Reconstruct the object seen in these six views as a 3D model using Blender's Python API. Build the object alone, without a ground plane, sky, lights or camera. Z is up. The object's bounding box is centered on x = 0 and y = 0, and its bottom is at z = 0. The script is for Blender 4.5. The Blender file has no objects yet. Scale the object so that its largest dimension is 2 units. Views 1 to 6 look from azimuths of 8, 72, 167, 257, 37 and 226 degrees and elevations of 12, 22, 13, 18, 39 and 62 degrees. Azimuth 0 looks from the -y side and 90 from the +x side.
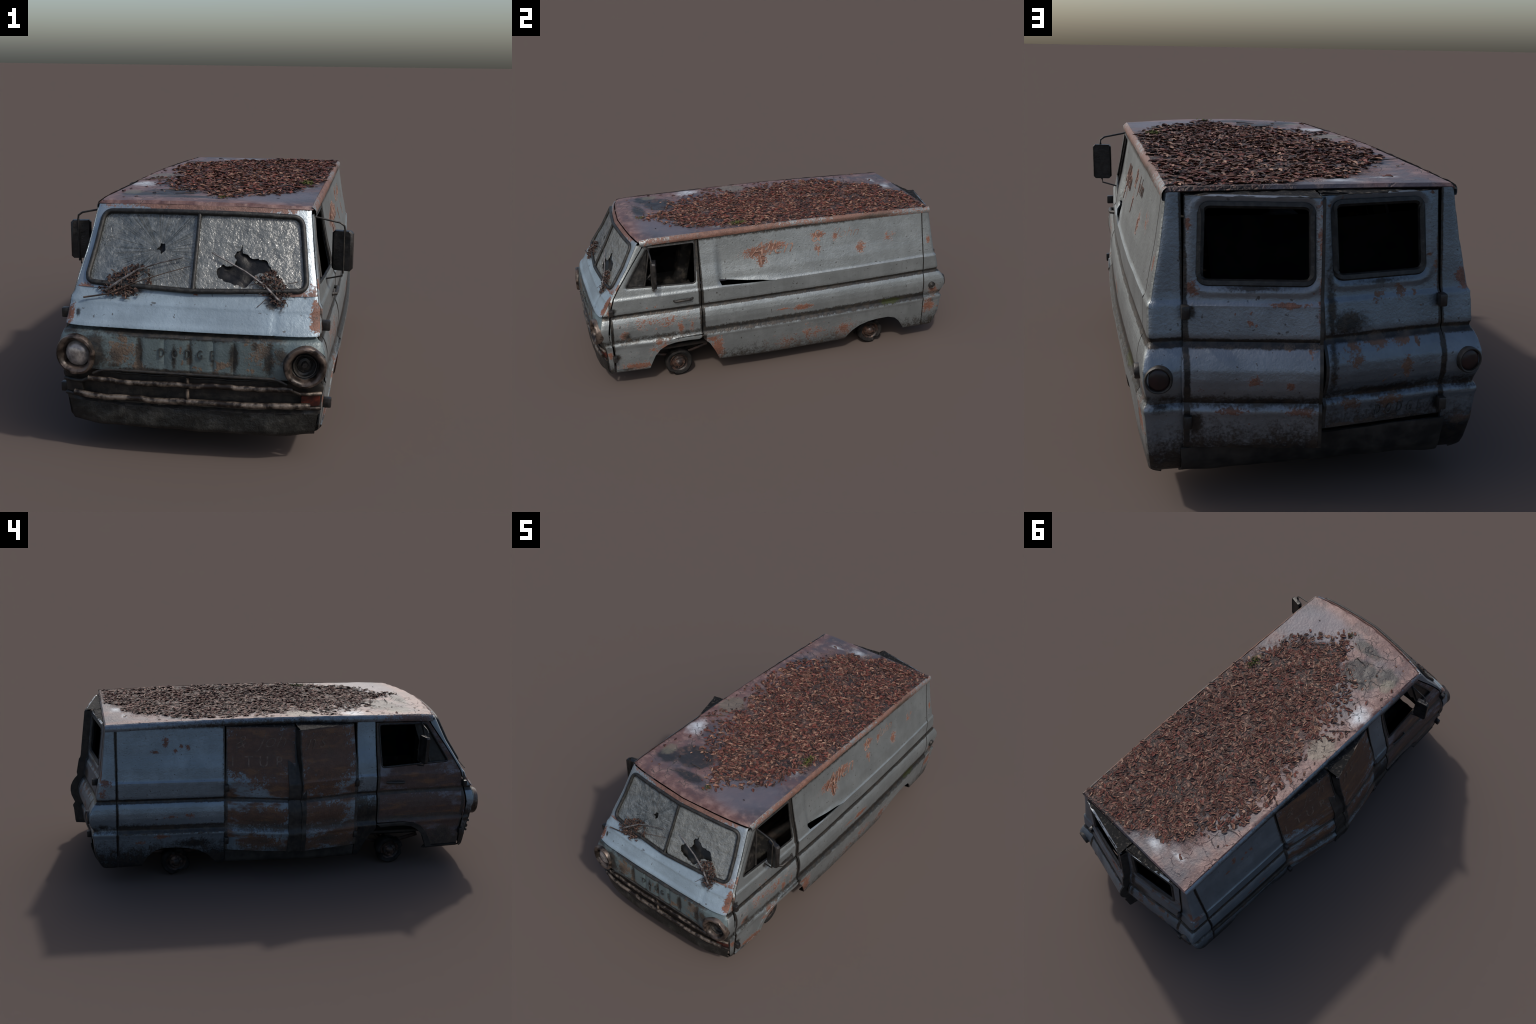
"""Derelict panel van, built panel by panel from profile curves.
Frame: metres, z up, nose towards -y, driver side +x."""
import bpy, math, random
import numpy as np
from mathutils import Vector, Matrix, noise
from mathutils.geometry import delaunay_2d_cdt

random.seed(11)
rng = np.random.default_rng(11)
X0 = 0.016                      # centre plane of the body
COL = bpy.context.scene.collection

# ------------------------------------------------------------------ profiles
def curve(pts):
    xs = np.array([p[0] for p in pts]); ys = np.array([p[1] for p in pts])
    return lambda v: np.interp(v, xs, ys)

def sstep(a, b, v):
    t = np.clip((np.asarray(v, float) - a) / (b - a), 0, 1)
    return t * t * (3 - 2 * t)

# half width of the body over height: sill, lower crease, barrel, groove, ridge, tumblehome
side_w = curve([(.06, .394), (.10, .4005), (.17, .4075), (.236, .4115), (.250, .4145), (.258, .4140),
                (.270, .4055), (.285, .4065), (.305, .4100), (.330, .4135), (.355, .4135), (.380, .4095),
                (.398, .4030), (.407, .3965), (.413, .3955), (.420, .3985), (.430, .3995), (.490, .3970),
                (.496, .3965), (.503, .3900), (.520, .3868), (.620, .3690), (.700, .3580), (.755, .3515), (.80, .350)])
belly = curve([(.08, .020), (.105, .023), (.25, .033), (.27, .029), (.30, .023), (.335, .021), (.41, .019), (.50, .023), (.56, .022), (.62, .016), (.755, .006)])
rear_y = curve([(.06, .850), (.085, .872), (.11, .887), (.17, .907), (.236, .913), (.248, .917), (.256, .916),
                (.268, .906), (.285, .914), (.305, .923), (.330, .927), (.355, .925), (.380, .914),
                (.398, .902), (.407, .892), (.413, .890), (.420, .893), (.430, .893), (.490, .882),
                (.496, .8815), (.503, .8745), (.520, .871), (.755, .845), (.80, .842)])
front_y = curve([(.09, -.914), (.103, -.927), (.130, -.932), (.18, -.936), (.29, -.940), (.40, -.942), (.422, -.941),
                 (.49, -.905), (.527, -.884), (.64, -.807), (.755, -.746), (.775, -.732), (.80, -.72)])
front_bow = curve([(.09, .046), (.104, .048), (.18, .034), (.29, .036), (.42, .030), (.49, .030), (.5240, .029), (.5245, .031), (.62, .046), (.78, .045)])
roof_edge_z = curve([(-.80, .768), (-.74, .774), (-.65, .779), (-.2, .781), (.1, .781), (.47, .773), (.84, .760)])
roof_crown = curve([(-.76, .014), (-.62, .004), (-.3, -.004), (.3, -.008), (.65, -.006), (.84, .003)])
bottom_z = curve([(-.95, .092), (-.72, .090), (-.36, .080), (-.1, .070), (.33, .072), (.7, .074), (.80, .070), (.9, .068)])

def barrel(y, z=.755):
    return belly(z) * (1 - np.clip(np.asarray(y) / .92, -1, 1) ** 2)

def half_width(y, z):
    zb = bottom_z(y)
    t = np.clip((z - zb) / .020, 0, 1)
    return side_w(z) + barrel(y, z) - .030 * (1 - t) ** 2

def front_surface(x, z):
    """y of the nose / windscreen surface"""
    t = np.clip(np.abs(x - X0) / (side_w(z)), 0, 1)
    v = .60 * sstep(.44, .56, z)
    q = v * (1 - t) + (1 - v) * (1 - t ** 4)
    return front_y(z) - front_bow(z) * q

def roof_z(x, y):
    t = np.clip(np.abs(x - X0) / .352, 0, 1)
    return roof_edge_z(y) + roof_crown(y) * (1 - t * t)

R_CORNER = .014
def corner_round(d, r=R_CORNER):
    """inward offset at distance d from a body corner"""
    d = np.clip(d, 0, r)
    return r - np.sqrt(np.maximum(r * r - (r - d) ** 2, 0))
TRIM = R_CORNER * (1 - math.sqrt(.5))

# ------------------------------------------------------------------ body deformation shared by all panels
def deform(P):
    P = P.copy()
    x, y, z = P[:, 0], P[:, 1], P[:, 2]
    for s in (1, -1):           # tail lamp pods swell out of the rear corners
        cx = X0 + s * .402
        g = np.exp(-(((x - cx) / .060) ** 2 + ((y - .905) / .065) ** 2 + ((z - .335) / .048) ** 2))
        P[:, 0] += s * .003 * g
        P[:, 1] += .006 * g
        # head lamp pods swell out of the front corners
        cx = X0 + s * .360
        g = np.exp(-(((x - cx) / .085) ** 2 + ((y + .965) / .10) ** 2 + ((z - .330) / .070) ** 2))
        P[:, 1] -= .038 * g
        P[:, 0] += s * .012 * g
    return P

def wobble(P, amp=.0016, scale=5.0, seed=0.0):
    out = P.copy()
    for i, p in enumerate(P):
        v = Vector((p[0] * scale + seed, p[1] * scale, p[2] * scale))
        n = noise.noise_vector(v)
        out[i] += np.array(n) * amp
    return out

# ------------------------------------------------------------------ mesh helpers
def in_poly(pts, poly):
    x, y = pts[:, 0], pts[:, 1]
    inside = np.zeros(len(pts), bool)
    n = len(poly)
    for i in range(n):
        x1, y1 = poly[i]; x2, y2 = poly[(i + 1) % n]
        c = ((y1 > y) != (y2 > y))
        with np.errstate(divide='ignore', invalid='ignore'):
            xi = (x2 - x1) * (y - y1) / (y2 - y1 + 1e-15) + x1
        inside ^= c & (x < xi)
    return inside

def edge_dist(pts, poly, closed=True):
    best = np.full(len(pts), 1e9)
    n = len(poly)
    for i in range(n if closed else n - 1):
        a = np.array(poly[i]); b = np.array(poly[(i + 1) % n]); ab = b - a
        L = ab @ ab
        if L < 1e-14: continue
        t = np.clip(((pts - a) @ ab) / L, 0, 1)
        d = np.linalg.norm(pts - (a + t[:, None] * ab), axis=1)
        best = np.minimum(best, d)
    return best

def densify(poly, step, closed=True):
    out = []
    n = len(poly)
    for i in range(n if closed else n - 1):
        a = np.array(poly[i], float); b = np.array(poly[(i + 1) % n], float)
        k = max(1, int(math.ceil(np.linalg.norm(b - a) / step)))
        for j in range(k):
            out.append(tuple(a + (b - a) * j / k))
    if not closed: out.append(tuple(poly[-1]))
    return out

def round_poly(poly, r, seg=6):
    out = []
    n = len(poly)
    for i in range(n):
        p0 = np.array(poly[i - 1], float); p = np.array(poly[i], float); p1 = np.array(poly[(i + 1) % n], float)
        a = p0 - p; b = p1 - p
        la, lb = np.linalg.norm(a), np.linalg.norm(b)
        rr = min(r, la * .45, lb * .45)
        A = p + a / la * rr; B = p + b / lb * rr
        for k in range(seg + 1):
            t = k / seg
            out.append(tuple((1 - t) ** 2 * A + 2 * t * (1 - t) * p + t * t * B))
    return out

def patch2d(outline, holes=(), su=.012, sv=.006, jitter=0):
    """Fill an outline (with holes) with a fine triangle lattice."""
    step = min(su, sv) * 1.5
    loops = [densify(outline, step)] + [densify(h, step) for h in holes]
    arr = np.array(outline)
    lo, hi = arr.min(0), arr.max(0)
    us = np.arange(lo[0] + su * .5, hi[0], su); vs = np.arange(lo[1] + sv * .5, hi[1], sv)
    G = np.array(np.meshgrid(us, vs)).reshape(2, -1).T
    keep = in_poly(G, loops[0])
    m = min(su, sv) * .45
    keep &= edge_dist(G, outline) > m
    for h in holes:
        keep &= ~in_poly(G, h)
        keep &= edge_dist(G, h) > m
    G = G[keep]
    verts = [Vector((float(p[0]), float(p[1]))) for p in G]
    edges = []
    for lp in loops:
        b = len(verts)
        verts += [Vector((float(p[0]), float(p[1]))) for p in lp]
        edges += [(b + i, b + (i + 1) % len(lp)) for i in range(len(lp))]
    v, e, f, *_ = delaunay_2d_cdt(verts, edges, [], 0, 1e-7)
    V = np.array([(p[0], p[1]) for p in v])
    F = np.array([t for t in f if len(t) == 3])
    cen = V[F].mean(1)
    ok = in_poly(cen, loops[0])
    for h in loops[1:]:
        ok &= ~in_poly(cen, h)
    return V, F[ok]

def mesh_object(name, V, F, mats, parent=None, smooth=True, angle=40, mat_idx=None):
    me = bpy.data.meshes.new(name)
    me.from_pydata([tuple(map(float, p)) for p in V], [], [tuple(int(i) for i in f) for f in F])
    for m in (mats if isinstance(mats, (list, tuple)) else [mats]):
        me.materials.append(m)
    if mat_idx is not None:
        me.polygons.foreach_set('material_index', np.array(mat_idx, dtype=np.int32))
    me.validate(); me.update()
    if smooth:
        me.polygons.foreach_set('use_smooth', np.ones(len(me.polygons), bool))
        me.set_sharp_from_angle(angle=math.radians(angle))
    ob = bpy.data.objects.new(name, me)
    COL.objects.link(ob)
    if parent: ob.parent = parent
    return ob

def thicken(V, F, out_dir, t=.006):
    """Give a sheet a back face and rims; returns V, F, material index (back = 1)."""
    V = np.asarray(V, float); F = np.asarray(F)
    fn = np.cross(V[F[:, 1]] - V[F[:, 0]], V[F[:, 2]] - V[F[:, 0]])
    tot = fn.sum(0)
    d = np.array(out_dir, float)
    if tot @ d < 0:
        F = F[:, ::-1]; fn = -fn
    N = np.zeros_like(V)
    for k in range(3): np.add.at(N, F[:, k], fn)
    N /= np.linalg.norm(N, axis=1)[:, None] + 1e-12
    n = len(V)
    V2 = np.vstack([V, V - N * t])
    ed = {}
    for f in F:
        for a, b in ((f[0], f[1]), (f[1], f[2]), (f[2], f[0])):
            ed[(a, b)] = 1
    rim = [(b, a, a + n, b + n) for (a, b) in ed if (b, a) not in ed]
    faces = [tuple(f) for f in F] + [tuple(n + i for i in f[::-1]) for f in F] + rim
    idx = [0] * len(F) + [1] * len(F) + [0] * len(rim)
    return V2, faces, idx

def sheet(name, outline, mapf, out_dir, mats, parent, holes=(), su=.012, sv=.006, t=.006,
          amp=.0012, post=None, nscale=7.0, angle=35):
    uv, F = patch2d(outline, holes, su, sv)
    P = mapf(uv[:, 0], uv[:, 1])
    P = deform(P)
    if amp: P = wobble(P, amp, nscale)
    if post is not None: P = post(P)
    V, faces, idx = thicken(P, F, out_dir, t)
    return mesh_object(name, V, faces, mats, parent, mat_idx=idx, angle=angle)

# ---- parametric maps
def side_map(s, extra=None):
    def f(y, z):
        w = half_width(y, z)
        yf = front_y(z); yr = rear_y(z)
        off = corner_round(y - yf) + corner_round(yr - y)
        if s < 0: off = off - .013 * np.exp(-((y + .30) / .22) ** 2) * sstep(.70, .52, z)
        if extra is not None: off = off + extra(y, z)
        return np.stack([X0 + s * (w - off), y, z], 1)
    return f

def front_map(inset=0.0, zc=False):
    def f(x, z):
        w = side_w(z)
        y = front_surface(x, z) + corner_round(w - np.abs(x - X0)) + inset
        t = np.clip(np.abs(x - X0) / .352, 0, 1)
        z2 = z + (.013 * (1 - t * t) * sstep(.60, .765, z) if zc else 0)
        return np.stack([x, y, z2], 1)
    return f

def rear_map(inset=0.0):
    def f(x, z):
        w = half_width(np.full_like(z, .88), z)
        y = rear_y(z) - corner_round(w - np.abs(x - X0)) - inset
        t = np.clip((z - bottom_z(.9)) / .02, 0, 1)
        y = y - .02 * (1 - t) ** 2
        return np.stack([x, y, z], 1)
    return f

def hinge_turn(hx, hy, ang, drop=None, shift=(0, 0)):
    """swing points about a vertical hinge; drop scales the angle over height (twisted doors)"""
    def f(P):
        Q = P.copy()
        an = ang * (drop(P[:, 2]) if drop is not None else np.ones(len(P)))
        c, s = np.cos(an), np.sin(an)
        dx, dy = P[:, 0] - hx, P[:, 1] - hy
        Q[:, 0] = hx + c * dx - s * dy + shift[0]
        Q[:, 1] = hy + s * dx + c * dy + shift[1]
        return Q
    return f
TWIST_REAR = curve([(.16, 1.0), (.42, 1.0), (.75, .50)])
TWIST_FRONT = curve([(.16, .95), (.42, 1.0), (.75, 1.25)])

def box(name, c, size, mat, parent, bevel=.003, rot=None, seg=2):
    import bmesh
    bm = bmesh.new()
    bmesh.ops.create_cube(bm, size=1)
    for v in bm.verts:
        v.co = Vector((v.co.x * size[0], v.co.y * size[1], v.co.z * size[2]))
    if bevel:
        bmesh.ops.bevel(bm, geom=bm.edges[:], offset=bevel, segments=seg, affect='EDGES', profile=.5)
    M = Matrix.Translation(c) @ (rot.to_4x4() if rot is not None else Matrix.Identity(4))
    bm.transform(M)
    me = bpy.data.meshes.new(name); bm.to_mesh(me); bm.free()
    me.materials.append(mat)
    me.polygons.foreach_set('use_smooth', np.ones(len(me.polygons), bool))
    me.set_sharp_from_angle(angle=math.radians(40))
    ob = bpy.data.objects.new(name, me); COL.objects.link(ob); ob.parent = parent
    return ob

def tube(name, path, radius, mat, parent, seg=8, closed=False, flat=1.0, up=None):
    """Sweep an (elliptic) section along a path."""
    P = [Vector(p) for p in path]
    n = len(P)
    V = []; F = []
    ref = Vector(up) if up is not None else Vector((.13, .21, .97))
    for i in range(n):
        a = P[(i - 1) % n] if (closed or i > 0) else P[i]
        b = P[(i + 1) % n] if (closed or i < n - 1) else P[i]
        d = (b - a).normalized()
        u = d.cross(ref)
        if u.length < 1e-4: u = d.cross(Vector((1, 0, 0)))
        u.normalize(); w = u.cross(d).normalized()
        r = radius(i / max(1, n - 1)) if callable(radius) else radius
        for k in range(seg):
            an = 2 * math.pi * k / seg
            V.append(P[i] + u * math.cos(an) * r + w * math.sin(an) * r * flat)
    for i in range(n if closed else n - 1):
        j = (i + 1) % n
        for k in range(seg):
            k2 = (k + 1) % seg
            F.append((i * seg + k, j * seg + k, j * seg + k2, i * seg + k2))
    if not closed:
        F.append(tuple(range(seg))); F.append(tuple((n - 1) * seg + k for k in range(seg))[::-1])
    return mesh_object(name, V, F, mat, parent, angle=50)

def lathe(name, prof, M, mat, parent, seg=40, amp=0, seed=0, mats_by=None, ragged=None):
    """prof: (radius, height) along local z; M places it."""
    V = []; F = []; idx = []
    n = len(prof)
    for i, (r, h) in enumerate(prof):
        for k in range(seg):
            a = 2 * math.pi * k / seg
            rr = r
            if amp: rr += amp * noise.noise(Vector((math.cos(a) * 2 + seed, math.sin(a) * 2, h * 30 + i * .3)))
            if ragged: rr = ragged(rr, a, i)
            V.append(M @ Vector((rr * math.cos(a), rr * math.sin(a), h)))
    for i in range(n - 1):
        for k in range(seg):
            k2 = (k + 1) % seg
            F.append((i * seg + k, i * seg + k2, (i + 1) * seg + k2, (i + 1) * seg + k))
            idx.append(mats_by[i] if mats_by else 0)
    return mesh_object(name, V, F, mat, parent, mat_idx=idx, angle=45)

# ------------------------------------------------------------------ material toolkit
class NT:
    def __init__(self, name):
        self.m = bpy.data.materials.new(name); self.m.use_nodes = True
        self.t = self.m.node_tree; self.t.nodes.clear()
        self.out = self.n('ShaderNodeOutputMaterial')
        self.bsdf = self.n('ShaderNodeBsdfPrincipled')
        self.t.links.new(self.bsdf.outputs[0], self.out.inputs[0])
        self.co = self.n('ShaderNodeTexCoord').outputs['Object']
        s = self.n('ShaderNodeSeparateXYZ'); self.link(self.co, s.inputs[0])
        self.x, self.y, self.z = s.outputs
    def n(self, ty): return self.t.nodes.new(ty)
    def link(self, a, b): self.t.links.new(a, b)
    def put(self, sock, v):
        if isinstance(v, bpy.types.NodeSocket): self.link(v, sock)
        elif isinstance(v, (tuple, list)):
            sock.default_value = (*v, 1.0) if (len(v) == 3 and sock.type == 'RGBA') else v
        else: sock.default_value = v
    def math(self, op, a, b=None, c=None, clamp=False):
        n = self.n('ShaderNodeMath'); n.operation = op; n.use_clamp = clamp
        self.put(n.inputs[0], a)
        if b is not None: self.put(n.inputs[1], b)
        if c is not None: self.put(n.inputs[2], c)
        return n.outputs[0]
    def add(self, a, b): return self.math('ADD', a, b)
    def mul(self, a, b): return self.math('MULTIPLY', a, b)
    def mx(self, a, b): return self.math('MAXIMUM', a, b)
    def step(self, v, a, b, lo=0.0, hi=1.0):
        n = self.n('ShaderNodeMapRange'); n.interpolation_type = 'SMOOTHSTEP'
        self.put(n.inputs[0], v)
        n.inputs[1].default_value = a; n.inputs[2].default_value = b
        n.inputs[3].default_value = lo; n.inputs[4].default_value = hi
        return n.outputs[0]
    def vec(self, scale=(1, 1, 1), off=(0, 0, 0)):
        n = self.n('ShaderNodeMapping')
        self.link(self.co, n.inputs[0])
        n.inputs['Location'].default_value = off; n.inputs['Scale'].default_value = scale
        return n.outputs[0]
    def noise(self, scale, detail=4, rough=.55, vec=None, dist=0.0, color=False):
        n = self.n('ShaderNodeTexNoise')
        self.link(vec if vec is not None else self.co, n.inputs['Vector'])
        n.inputs['Scale'].default_value = scale; n.inputs['Detail'].default_value = detail
        n.inputs['Roughness'].default_value = rough; n.inputs['Distortion'].default_value = dist
        return n.outputs['Color' if color else 'Fac']
    def voronoi(self, scale, feature='F1', out='Distance', vec=None):
        n = self.n('ShaderNodeTexVoronoi'); n.feature = feature
        self.link(vec if vec is not None else self.co, n.inputs['Vector'])
        n.inputs['Scale'].default_value = scale
        return n.outputs[out]
    def mix(self, fac, a, b):
        n = self.n('ShaderNodeMix'); n.data_type = 'RGBA'
        self.put(n.inputs[0], fac); self.put(n.inputs[6], a); self.put(n.inputs[7], b)
        return n.outputs[2]
    def ramp(self, fac, stops):
        n = self.n('ShaderNodeValToRGB'); self.put(n.inputs[0], fac)
        el = n.color_ramp.elements
        while len(el) < len(stops): el.new(.5)
        for e, (p, c) in zip(el, stops): e.position = p; e.color = (*c, 1)
        return n.outputs[0]
    def blob(self, a, b, ca, cb, ra, rb):
        """soft elliptical field, 1 at the centre, 0 at the rim"""
        u = self.mul(self.add(a, -ca), 1 / ra); v = self.mul(self.add(b, -cb), 1 / rb)
        d = self.math('SQRT', self.add(self.mul(u, u), self.mul(v, v)))
        return self.math('SUBTRACT', 1.0, d, clamp=False)
    def blobs(self, a, b, lst):
        out = None
        for ca, cb, ra, rb, k in lst:
            f = self.mul(self.math('MAXIMUM', self.blob(a, b, ca, cb, ra, rb), -1.0), k)
            out = f if out is None else self.mx(out, f)
        return out
    def bump(self, h, strength=.3, dist=.01, prev=None):
        n = self.n('ShaderNodeBump'); n.inputs['Strength'].default_value = strength
        n.inputs['Distance'].default_value = dist
        self.put(n.inputs['Height'], h)
        if prev is not None: self.link(prev, n.inputs['Normal'])
        return n.outputs[0]
    def done(self, color, rough, metal=0.0, normal=None, spec=.5, **kw):
        b = self.bsdf
        self.put(b.inputs['Base Color'], color); self.put(b.inputs['Roughness'], rough)
        self.put(b.inputs['Metallic'], metal); self.put(b.inputs['Specular IOR Level'], spec)
        if normal is not None: self.link(normal, b.inputs['Normal'])
        for k, v in kw.items(): self.put(b.inputs[k], v)
        return self.m

PAINT = (.212, .232, .236)
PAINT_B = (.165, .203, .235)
RUST = (.150, .064, .040)
RUST_D = (.045, .021, .014)
GRIME = (.010, .009, .008)

def painted(name, rust=(), grime=(), speck=.0, base=PAINT, axes='yz', crease_dark=0.0, low_dark=0.0, low_top=.29, top_dark=0.0,
            rust_all=0.0, seams=(), metal=.68, rust_tone=RUST, groove=True, moss=()):
    """Chalky old paint over steel with rust blots, grime mixed with painted shade in grooves, grimy seams."""
    T = NT(name)
    a = T.y if axes[0] == 'y' else T.x
    b = T.z
    n1 = T.noise(9, 6, .6); n2 = T.noise(38, 5, .65); n3 = T.noise(140, 3, .6)
    streak = T.noise(1, 5, .6, vec=T.vec((60, 60, 6)))
    col = T.mix(T.step(n1, .35, .7), tuple(c * .86 for c in base), tuple(c * 1.10 for c in base))
    col = T.mix(T.mul(T.step(streak, .45, .75), .22), col, tuple(c * .62 for c in base))
    # grime mixed with painted shade: grooves and crease undersides; grime along seams
    dirt_shade = None
    if groove:
        for zc, hw, k in ((.410, .011, 1.25), (.275, .021, .62 + crease_dark)):
            f = T.mul(T.step(T.math('ABSOLUTE', T.add(b, -zc)), hw * 1.7, hw * .2), k)
            dirt_shade = f if dirt_shade is None else T.mx(dirt_shade, f)
    for sa, hw in seams:
        f = T.step(T.math('ABSOLUTE', T.add(a, -sa)), hw * 3.2, hw * .6)
        dirt_shade = f if dirt_shade is None else T.mx(dirt_shade, f)
    if grime:
        f = T.math('MULTIPLY', T.blobs(a, b, grime), 1.0)
        dirt_shade = f if dirt_shade is None else T.mx(dirt_shade, f)
    if top_dark:  # darker just below the roof edge, broken by noise
        f = T.mul(T.step(b, .722, .752), top_dark)
        dirt_shade = f if dirt_shade is None else T.mx(dirt_shade, f)
    if low_dark:  # darker towards the bottom, broken by noise
        f = T.mul(T.step(b, low_top, .06), low_dark)
        dirt_shade = f if dirt_shade is None else T.mx(dirt_shade, f)
    dn = T.add(T.add(T.mul(T.add(n2, -.5), 1.6), T.mul(T.add(n1, -.5), 1.1)), T.mul(T.add(n3, -.5), 1.3))
    rmask = 0.0
    rough = .40
    if rust or rust_all or speck:
        f = T.blobs(a, b, rust) if rust else -1.0
        if not isinstance(f, float):
            f = T.mx(f, -.9)
            r = T.add(f, T.add(T.mul(T.add(n1, -.5), 1.3), T.add(T.mul(T.add(n2, -.5), 1.9), T.mul(T.add(n3, -.5), 1.7))))
            rmask = T.step(r, .08, .50)
        if rust_all:
            big = T.noise(5.5, 6, .62, vec=T.vec((1, 1, 2.4), (3.1, .7, 1.9)))
            r2 = T.step(T.add(big, rust_all - .5), .44, .56)
            rmask = T.mx(rmask, r2) if not isinstance(rmask, float) else r2
        if speck:
            sp = T.noise(24, 3, .5, vec=T.vec((1, 1, 1), (7, 3, 1)))
            r3 = T.step(T.add(sp, T.mul(n3, .08)), .76 - speck, .80 - speck)
            rmask = T.mx(rmask, r3) if not isinstance(rmask, float) else r3
        rc = T.ramp(T.add(T.mul(n2, .75), T.mul(n3, .3)), [(.30, RUST_D), (.50, tuple(c * .62 for c in rust_tone)), (.70, rust_tone),
                                   (.86, (rust_tone[0] * 1.25, rust_tone[1] * 1.5, rust_tone[2] * 1.3))])
        if rust_all:   # ochre runs in heavy rust
            run = T.step(T.noise(3, 5, .65, vec=T.vec((2.2, 2.2, 11), (5, 2, 3))), .52, .68)
            rc = T.mix(T.mul(run, .65), rc, (.135, .060, .020))
        col = T.mix(rmask, col, rc)
        rough = T.add(.40, T.mul(rmask, .22))
    if dirt_shade is not None:
        dm = T.step(T.add(dirt_shade, T.mul(dn, .55)), .22, .78)
        gcol = T.mix(T.step(n2, .40, .65), GRIME, (.034, .026, .019))
        col = T.mix(T.mul(dm, .93), col, gcol)
    # fine chips and fly-specks over everything
    pit = T.step(T.add(T.noise(70, 2, .5, vec=T.vec((1, 1, 1), (2, 9, 4))), T.mul(n1, .18)), .77, .83)
    col = T.mix(T.mul(pit, .7), col, (.035, .026, .020))
    if moss:
        mm = T.step(T.add(T.blobs(a, b, moss), T.mul(dn, .7)), .2, .5)
        col = T.mix(T.mul(mm, .8), col, T.mix(n3, (.012, .016, .004), (.05, .06, .015)))
    h = T.add(T.mul(n2, .6), T.mul(n3, .35))
    if not isinstance(rmask, float): h = T.add(h, T.mul(rmask, T.add(-.25, T.mul(n3, .6))))
    nor = T.bump(h, .40, .007)
    mt = metal
    if not isinstance(rmask, float): mt = T.mul(T.math('SUBTRACT', 1.0, rmask), metal)
    return T.done(col, rough, mt, nor, .5)

def plain(name, c1, c2, scale=30, rough=.6, metal=0.0, bump=.3, spec=.4, stops=(.35, .65), dist=.004):
    T = NT(name)
    n = T.noise(scale, 6, .62)
    col = T.mix(T.step(n, *stops), c1, c2)
    return T.done(col, rough, metal, T.bump(n, bump, dist), spec)

M_in = plain('dark_interior', (.005, .005, .005), (.014, .012, .011), 14, .9, 0, .4, .15)  # near-black lining for the back faces
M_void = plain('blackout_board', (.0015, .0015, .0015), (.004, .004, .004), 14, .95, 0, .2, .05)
M_black = plain('burnt_black_metal', (.010, .010, .010), (.030, .026, .022), 40, .5, .2, .5)
M_rubber = plain('perished_rubber', (.006, .006, .006), (.026, .025, .022), 55, .55, 0, .6, stops=(.42, .72))
M_rustmetal = plain('rusted_steel', (.012, .009, .008), (.055, .030, .021), 45, .55, .25, .6)
M_tyre = plain('rotten_tyre', (.005, .005, .005), (.018, .016, .015), 30, .85, 0, .7, .12)
M_hub = plain('rusty_hub', (.012, .009, .008), (.085, .046, .032), 40, .5, .2, .6, stops=(.42, .70))
M_bar = plain('pitted_bumper_chrome', (.016, .012, .010), (.19, .155, .125), 30, .38, .5, .7, stops=(.40, .66))
M_floor = plain('rusty_floor', (.010, .009, .008), (.035, .024, .018), 12, .85, 0, .5)
M_seat = plain('rotten_upholstery', (.005, .005, .005), (.032, .028, .023), 26, .85, 0, .9, .2, stops=(.45, .70))
M_lampglass = plain('dirty_tail_lens', (.006, .004, .004), (.020, .007, .007), 22, .35, 0, .3)
M_amber = plain('dirty_indicator_lens', (.020, .006, .005), (.085, .016, .009), 30, .3, 0, .3)
M_bezel = plain('tarnished_bezel', (.016, .012, .010), (.105, .080, .066), 26, .36, .5, .5, stops=(.38, .62))
M_bulb = plain('clouded_headlamp', (.10, .09, .085), (.36, .33, .31), 22, .25, .3, .35, stops=(.30, .65))
M_flake = plain('flaked_ledge', (.006, .006, .006), (.070, .062, .052), 70, .8, 0, .9, .15, stops=(.52, .72))
M_letter = plain('faded_letter', (.016, .018, .018), (.05, .055, .055), 40, .5, .2, .3)
M_sootglass = plain('sooty_quarter_glass', (.003, .003, .003), (.022, .020, .018), 30, .4, 0, .6, .3, stops=(.45, .75))
M_mirror = plain('mirror_housing', (.004, .004, .004), (.020, .018, .017), 34, .38, .1, .6)
M_trim = plain('rusty_arch_trim', (.10, .11, .115), (.21, .23, .24), 20, .45, .3, .4)

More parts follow.
